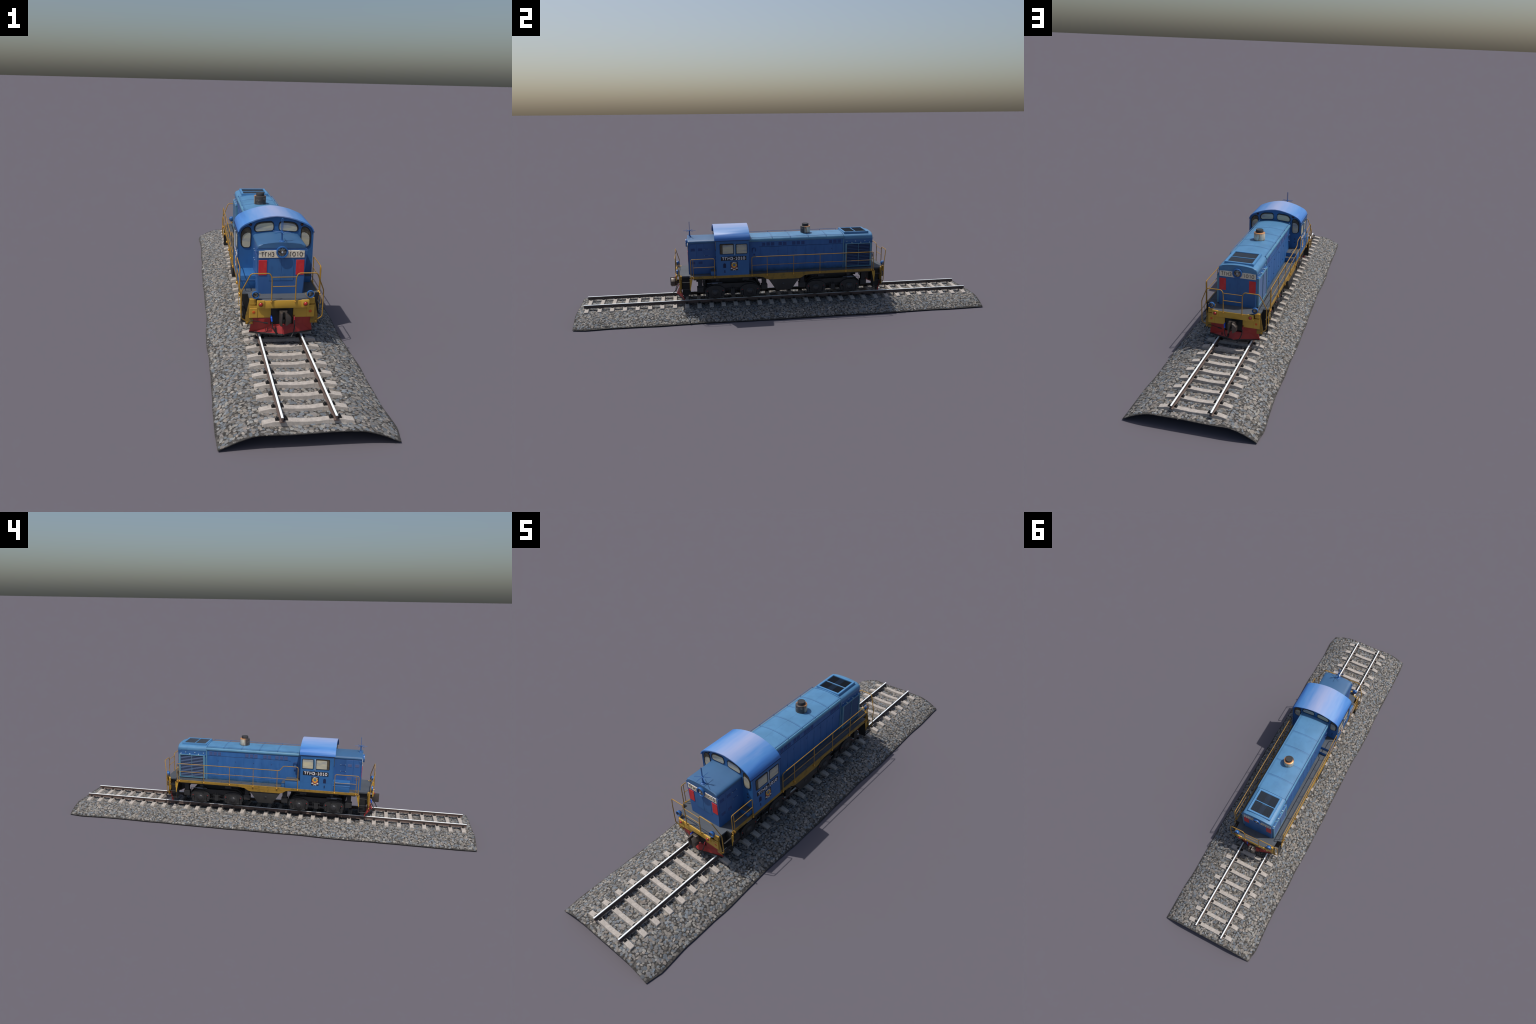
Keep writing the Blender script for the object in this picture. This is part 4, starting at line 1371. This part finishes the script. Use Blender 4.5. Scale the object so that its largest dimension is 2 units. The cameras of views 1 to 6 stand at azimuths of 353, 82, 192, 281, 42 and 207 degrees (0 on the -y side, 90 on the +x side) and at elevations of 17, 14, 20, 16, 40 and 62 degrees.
def build_end(turn):
    end = empty("end_platform", (0, 0, 0), loco)
    end.location = LOC_OFF + Vector((0, -0.0022 if turn else 0.0, 0))
    end.rotation_euler = (0, 0, PI if turn else 0)

    # boarding steps: open wells with back wall, side walls and treads
    for sx in (-1, 1):
        box("step_well_back", (sx * 0.0930, -0.4940, 0.1010), (sx * 0.0950, -0.4550, 0.1930), "chassis_black", end)
        box("step_well_wall", (sx * 0.0935, -0.4590, 0.1005), (sx * 0.1280, -0.4565, 0.1975), "chassis_black", end)
        for zz in (0.1025, 0.1365, 0.1705):
            box("step_rung", (sx * 0.1225, -0.4945, zz), (sx * 0.1278, -0.4585, zz + 0.0028), "bogie_grey", end, 0.0005, 1)
        prism("step_string", [(-0.4950, 0.1010), (-0.4935, 0.1010), (-0.4935, 0.1960), (-0.4950, 0.1960)], "x", sx * 0.1050, sx * 0.1090, "chassis_black", end)
    # buffer beam
    box("buffer_beam", (-0.0830, -0.5225, 0.1720), (0.0830, -0.5188, 0.1975), "bright_yellow_paint", end, 0.0010, 2)
    for sx in (-1, 1):
        b = box("lamp_housing", (sx * 0.0590, -0.5245, 0.1735), (sx * 0.0835, -0.5186, 0.1990), "bright_yellow_paint", end, 0.0014, 2)
        lathe("tail_lamp_ring", (sx * 0.0712, -0.5245, 0.1865), (0, -1, 0), [(0, 0.0082), (0.0012, 0.0080), (0.0014, 0.0066), (0.0008, 0.0066), (0.0008, 0.0)], "yellow_paint", end, 24)
        lathe("tail_lamp", (sx * 0.0712, -0.5250, 0.1865), (0, -1, 0), [(0, 0.0064), (0.0022, 0.0058), (0.0044, 0.0036), (0.0052, 0.0)], "lamp_red", end, 24)
        box("beam_corner", (sx * 0.0835, -0.5060, 0.1786), (sx * 0.1045, -0.4960, 0.1978), "bright_yellow_paint", end, 0.0008, 1)
        p = prism("beam_panel", [(sx * a, z) for a, z in ((0.0360, 0.1345), (0.0360, 0.1725), (0.1045, 0.1765), (0.1045, 0.1345))], "y", -0.5070, -0.4980, "bright_yellow_paint", end, 0.0006, 1)
        box("beam_cover_plate", (sx * 0.0790, -0.5082, 0.1350), (sx * 0.1040, -0.5060, 0.1680), "bright_yellow_paint", end, 0.0008, 1)
        lathe("reflector", (sx * 0.0910, -0.5080, 0.1545), (0, -1, 0), [(0, 0.0050), (0.0006, 0.0050), (0.0008, 0.0046), (0.0008, 0)], "orange_reflector", end, 20)
        prism("corner_bracket", [(sx * a, z) for a, z in ((0.1042, 0.1965), (0.1080, 0.1800), (0.1165, 0.1400), (0.1168, 0.1120), (0.0925, 0.1120), (0.0925, 0.1345), (0.1042, 0.1345))], "y", -0.5040, -0.5018, "yellow_paint", end, 0.0006, 1)
        lathe("bracket_bolt", (sx * 0.1110, -0.5040, 0.1190), (0, -1, 0), [(0, 0.0030), (0.0020, 0.0030), (0.0028, 0.0016), (0.0030, 0)], "bolt_brass", end, 10)
    # draft gear box
    box("draft_gear_box", (-0.0360, -0.5040, 0.1140), (0.0360, -0.4600, 0.1722), "chassis_black", end, 0.001, 1)
    box("coupler_pocket", (-0.0190, -0.5046, 0.1540), (0.0190, -0.5030, 0.1585), "rubber_black", end)

    # knuckle coupler
    cp = cyl("coupler_shank", (0.002, -0.495, 0.1450), (0.002, -0.528, 0.1450), 0.0095, "coupler_steel", end, 16)
    # automatic claw coupler: small tooth on the left, big slanting tooth on the right, lock in the throat
    bm = bmesh.new()
    bm_prism(bm, [(-0.0110, -0.5200), (0.0150, -0.5200), (0.0120, -0.5330), (-0.0110, -0.5330)], "z", 0.1270, 0.1640, 0.0018, 2)
    obj("coupler_head", finish(bm, "coupler_head", 35), end, "coupler_steel")
    bm = bmesh.new()
    bm_prism(bm, [(-0.0120, -0.5300), (-0.0030, -0.5300), (-0.0036, -0.5480), (-0.0064, -0.5540), (-0.0105, -0.5530), (-0.0122, -0.5460)], "z", 0.1225, 0.1664, 0.0016, 2)
    obj("coupler_jaw", finish(bm, "coupler_jaw", 35), end, "coupler_steel")
    bm = bmesh.new()
    bm_prism(bm, [(0.0045, 0.1640), (0.0105, 0.1620), (0.0225, 0.1500), (0.0225, 0.1330), (0.0085, 0.1225), (0.0055, 0.1260)], "y", -0.5290, -0.5500, 0.0016, 2)
    obj("coupler_jaw", finish(bm, "coupler_jaw", 35), end, "coupler_steel")
    box("coupler_lock", (-0.0032, -0.5400, 0.1300), (0.0048, -0.5320, 0.1400), "hub_metal", end, 0.0008, 1)
    box("coupler_throat", (-0.0032, -0.5345, 0.1400), (0.0048, -0.5322, 0.1620), "rubber_black", end)

    # snow plough: upright shoulders and a forward-raked prow
    bm = bmesh.new()
    V = {}
    for s, k in ((-1, "L"), (1, "R")):
        V["T" + k] = Vector((s * 0.0940, -0.5050, 0.1340))
        V["C" + k] = Vector((s * 0.0370, -0.5060, 0.1340))
        V["F" + k] = Vector((s * 0.0370, -0.5085, 0.1105))
        V["B" + k] = Vector((s * 0.1030, -0.4900, 0.0770))
    V["A"] = Vector((0.0, -0.5130, 0.1125))
    V["P"] = Vector((0.0, -0.5275, 0.0800))
    th = Vector((0, 0.0035, 0.0005))
    fr_, bk = {}, {}
    for k, p in V.items():
        fr_[k] = bm.verts.new(p)
        bk[k] = bm.verts.new(p + th)
    quads = [("TL", "CL", "FL", "BL"), ("BL", "FL", "A", "P"), ("CR", "TR", "BR", "FR"), ("FR", "BR", "P", "A")]
    for q in quads:
        bm.faces.new([fr_[k] for k in q])
        bm.faces.new([bk[k] for k in reversed(q)])
    border = ["TL", "CL", "FL", "A", "FR", "CR", "TR", "BR", "P", "BL"]
    for a, b in zip(border, border[1:] + border[:1]):
        bm.faces.new((fr_[a], fr_[b], bk[b], bk[a]))
    pw = obj("snow_plough", finish(bm, "snow_plough", None), end, "red_paint")
    # worn dark cutting edge and slots
    bm = bmesh.new()
    for s, k in ((-1, "L"), (1, "R")):
        n_out = Vector((s * 0.30, -0.9, 0.3)).normalized() * 0.0006
        P, B, A, F = V["P"], V["B" + k], V["A"], V["F" + k]
        q = [P, B, B.lerp(V["T" + k], 0.09), P.lerp(A, 0.16)]
        f0 = [bm.verts.new(p + n_out) for p in q]
        f1 = [bm.verts.new(p - n_out) for p in q]
        bm.faces.new(f0); bm.faces.new(list(reversed(f1)))
        for i in range(4):
            bm.faces.new((f0[i], f1[i], f1[(i + 1) % 4], f0[(i + 1) % 4]))
    obj("plough_cutting_edge", finish(bm, "plough_cutting_edge", None), end, "chassis_black")
    for s, k in ((-1, "L"), (1, "R")):
        P, B, A, F = V["P"], V["B" + k], V["A"], V["F" + k]
        n_ = (B - P).cross(A - P).normalized()

        def on_facet(x, z):
            return Vector((x, P.y - (n_.x * (x - P.x) + n_.z * (z - P.z)) / n_.y - 0.0012, z))
        for xc, wdt, z0, z1 in ((0.0200, 0.0060, 0.0880, 0.1010), (0.0480, 0.0052, 0.0880, 0.1000)):
            ring = [on_facet(s * xc + dx, z) for dx, z in ((-wdt / 2, z0), (-wdt / 2, z1), (wdt / 2, z1), (wdt / 2, z0))]
            tubes("plough_slot", [(round_path(ring, 0.0022, 4, True), 0.0010, True)], "chassis_black", end, 6)
            if xc < 0.03:
                tubes("plough_slot_core", [([on_facet(s * xc, z0 + 0.002), on_facet(s * xc, z1 - 0.002)], 0.0018, False)], "chassis_black", end, 6)
    # plough stay plates behind
    for s in (-1, 1):
        prism("plough_stay", [(-0.4960, 0.1400), (-0.4880, 0.0790), (-0.4820, 0.0790), (-0.4700, 0.1400)], "x", s * 0.088, s * 0.091, "chassis_black", end)

    # uncoupling lever
    tubes("uncoupling_lever", [(round_path([(-0.1130, -0.5140, 0.1050), (-0.1040, -0.5130, 0.1250), (-0.0960, -0.5120, 0.1280), (-0.0560, -0.5160, 0.1210)], 0.004), 0.0012, False),
                               ([(-0.060, -0.5155, 0.1215), (-0.0460, -0.5170, 0.1195)], 0.0026, False)], "hose_black", end)
    # brake hoses with coloured cocks
    tubes("brake_hose", [(round_path([(-0.0330, -0.5160, 0.1270), (-0.0325, -0.5240, 0.1130), (-0.0270, -0.5300, 0.0980), (-0.0180, -0.5290, 0.0900)], 0.012), 0.0018, False),
                         ([(-0.0220, -0.5300, 0.0935), (-0.0165, -0.5290, 0.0880)], 0.0030, False)], "hose_black", end)
    tubes("hose_cock", [(round_path([(-0.0340, -0.5050, 0.1400), (-0.0350, -0.5160, 0.1390), (-0.0330, -0.5180, 0.1260)], 0.004), 0.0030, False)], "hose_blue", end)
    tubes("brake_hose", [(round_path([(0.0385, -0.5180, 0.1290), (0.0390, -0.5260, 0.1120), (0.0340, -0.5400, 0.0970), (0.0270, -0.5450, 0.0860)], 0.012), 0.0018, False),
                         ([(0.0300, -0.5430, 0.0910), (0.0250, -0.5470, 0.0830)], 0.0025, False)], "hose_black", end)
    tubes("hose_cock", [(round_path([(0.0385, -0.5050, 0.1400), (0.0390, -0.5150, 0.1390), (0.0390, -0.5180, 0.1290)], 0.004), 0.0022, False)], "hose_red", end)

    # end railing: two hoops that run down to the brackets, joined by two bars
    sp = []
    for s in (-1, 1):
        path = [(s * 0.0378, -0.5250, 0.1935), (s * 0.0378, -0.5245, 0.2740), (s * 0.0450, -0.5240, 0.2885), (s * 0.1035, -0.5245, 0.2885), (s * 0.1308, -0.5075, 0.2250), (s * 0.1308, -0.5068, 0.1350), (s * 0.1100, -0.5000, 0.1190)]
        sp.append((round_path(path, 0.008), 0.0019, False))
    sp.append(([(-0.0378, -0.5245, 0.2762), (0.0378, -0.5245, 0.2762)], 0.0013, False))
    sp.append(([(-0.0378, -0.5247, 0.2458), (0.0378, -0.5247, 0.2458)], 0.0013, False))
    rl = tubes("end_railing", sp, "rail_yellow_paint", end)
    bm = bmesh.new()
    for s in (-1, 1):
        bm_lathe(bm, (s * 0.0378, -0.5240, 0.1945), (0, -1, 0), [(0, 0.0034), (0.0030, 0.0034), (0.0042, 0.0018), (0.0045, 0)], 10)
    obj("railing_foot", finish(bm, "railing_foot", 35), end, "bolt_brass")

    # ditch lights with brackets
    for s in (-1, 1):
        lt = lathe("ditch_light", (s * 0.0873, -0.5040, 0.2158), (0, -1, 0), [(0.0020, 0.0), (0.0022, 0.0045), (0.0036, 0.0085), (0.0065, 0.0110), (0.0095, 0.0118), (0.0150, 0.0122), (0.0165, 0.0118), (0.0165, 0.0098), (0.0135, 0.0094), (0.0130, 0.0)], "lamp_blue_paint", end, 28)
        lathe("ditch_light_lens", (s * 0.0873, -0.5172, 0.2158), (0, -1, 0), [(0.0, 0.0094), (0.0012, 0.0080), (0.0020, 0.0040), (0.0022, 0.0)], "lamp_lens", end, 24)
        arc = [(s * 0.0873 + 0.0140 * math.cos(math.radians(a)), -0.5120, 0.2158 + 0.0140 * math.sin(math.radians(a))) for a in range(-195, 16, 15)]
        tubes("ditch_light_bracket", [(arc, 0.0010, False), ([(s * 0.0873, -0.5120, 0.2025), (s * 0.0873, -0.5100, 0.1950)], 0.0026, False)], "bright_yellow_paint", end)

    # big headlight, number plate and red warning panels on the hood end
    hl = lathe("headlight", (0.0, -0.4600, 0.3398), (0, -1, 0), [(0.0, 0.0180), (0.0050, 0.0190), (0.0095, 0.0195), (0.0110, 0.0190), (0.0110, 0.0152), (0.0080, 0.0146), (0.0075, 0.0)], "lamp_blue_paint", end, 40)
    lathe("headlight_lens", (0.0, -0.4677, 0.3398), (0, -1, 0), [(0.0, 0.0145), (0.0014, 0.0120), (0.0024, 0.0060), (0.0026, 0.0)], "lamp_lens", end, 32)
    lathe("headlight_bulb", (0.0, -0.4700, 0.3398), (0, -1, 0), [(0.0, 0.0030), (0.0018, 0.0026), (0.0026, 0.0)], "deflector_white", end, 14)
    box("number_plate", (-0.0735, -0.4632, 0.3196), (0.0735, -0.4600, 0.3438), "plate_cream", end, 0.0008, 1)
    for text, x0, w in (("TGM3", -0.0655, 0.0400), ("I0I0", 0.0255, 0.0405)):
        lettering("stencilled_number", text, 0.0135, 0.0018, 0.0052, lambda u, v, q, x0=x0: (x0 + u, -0.4632 - q, 0.3250 + v), "stencil_brown", end, depth=0.0005, width=w)
    for s in (-1, 1):
        box("warning_panel", (s * 0.0470, -0.4628, 0.2622), (s * 0.0735, -0.4600, 0.3122), "signal_red_paint", end, 0.0004, 1)
        tubes("plate_grab_iron", [(round_path([(s * 0.0560, -0.4600, 0.3450), (s * 0.0570, -0.4660, 0.3450), (s * 0.0830, -0.4650, 0.3440), (s * 0.0830, -0.4520, 0.3440), (s * 0.0770, -0.4450, 0.3440)], 0.004), 0.0006, False)], "roof_rail_blue", end, 6)
    # double door in the hood end
    for s in (-1, 1):
        box("end_door", (s * 0.0004, -0.4622, 0.2430), (s * 0.0400, -0.4605, 0.3165), "blue_paint", end, 0.0004, 1)
    return end


build_end(False)
build_end(True)

# children of the locomotive Empty are modelled in world coordinates
for o in list(loco.children):
    if o.type == "MESH":
        o.location = Vector(o.location) + LOC_OFF
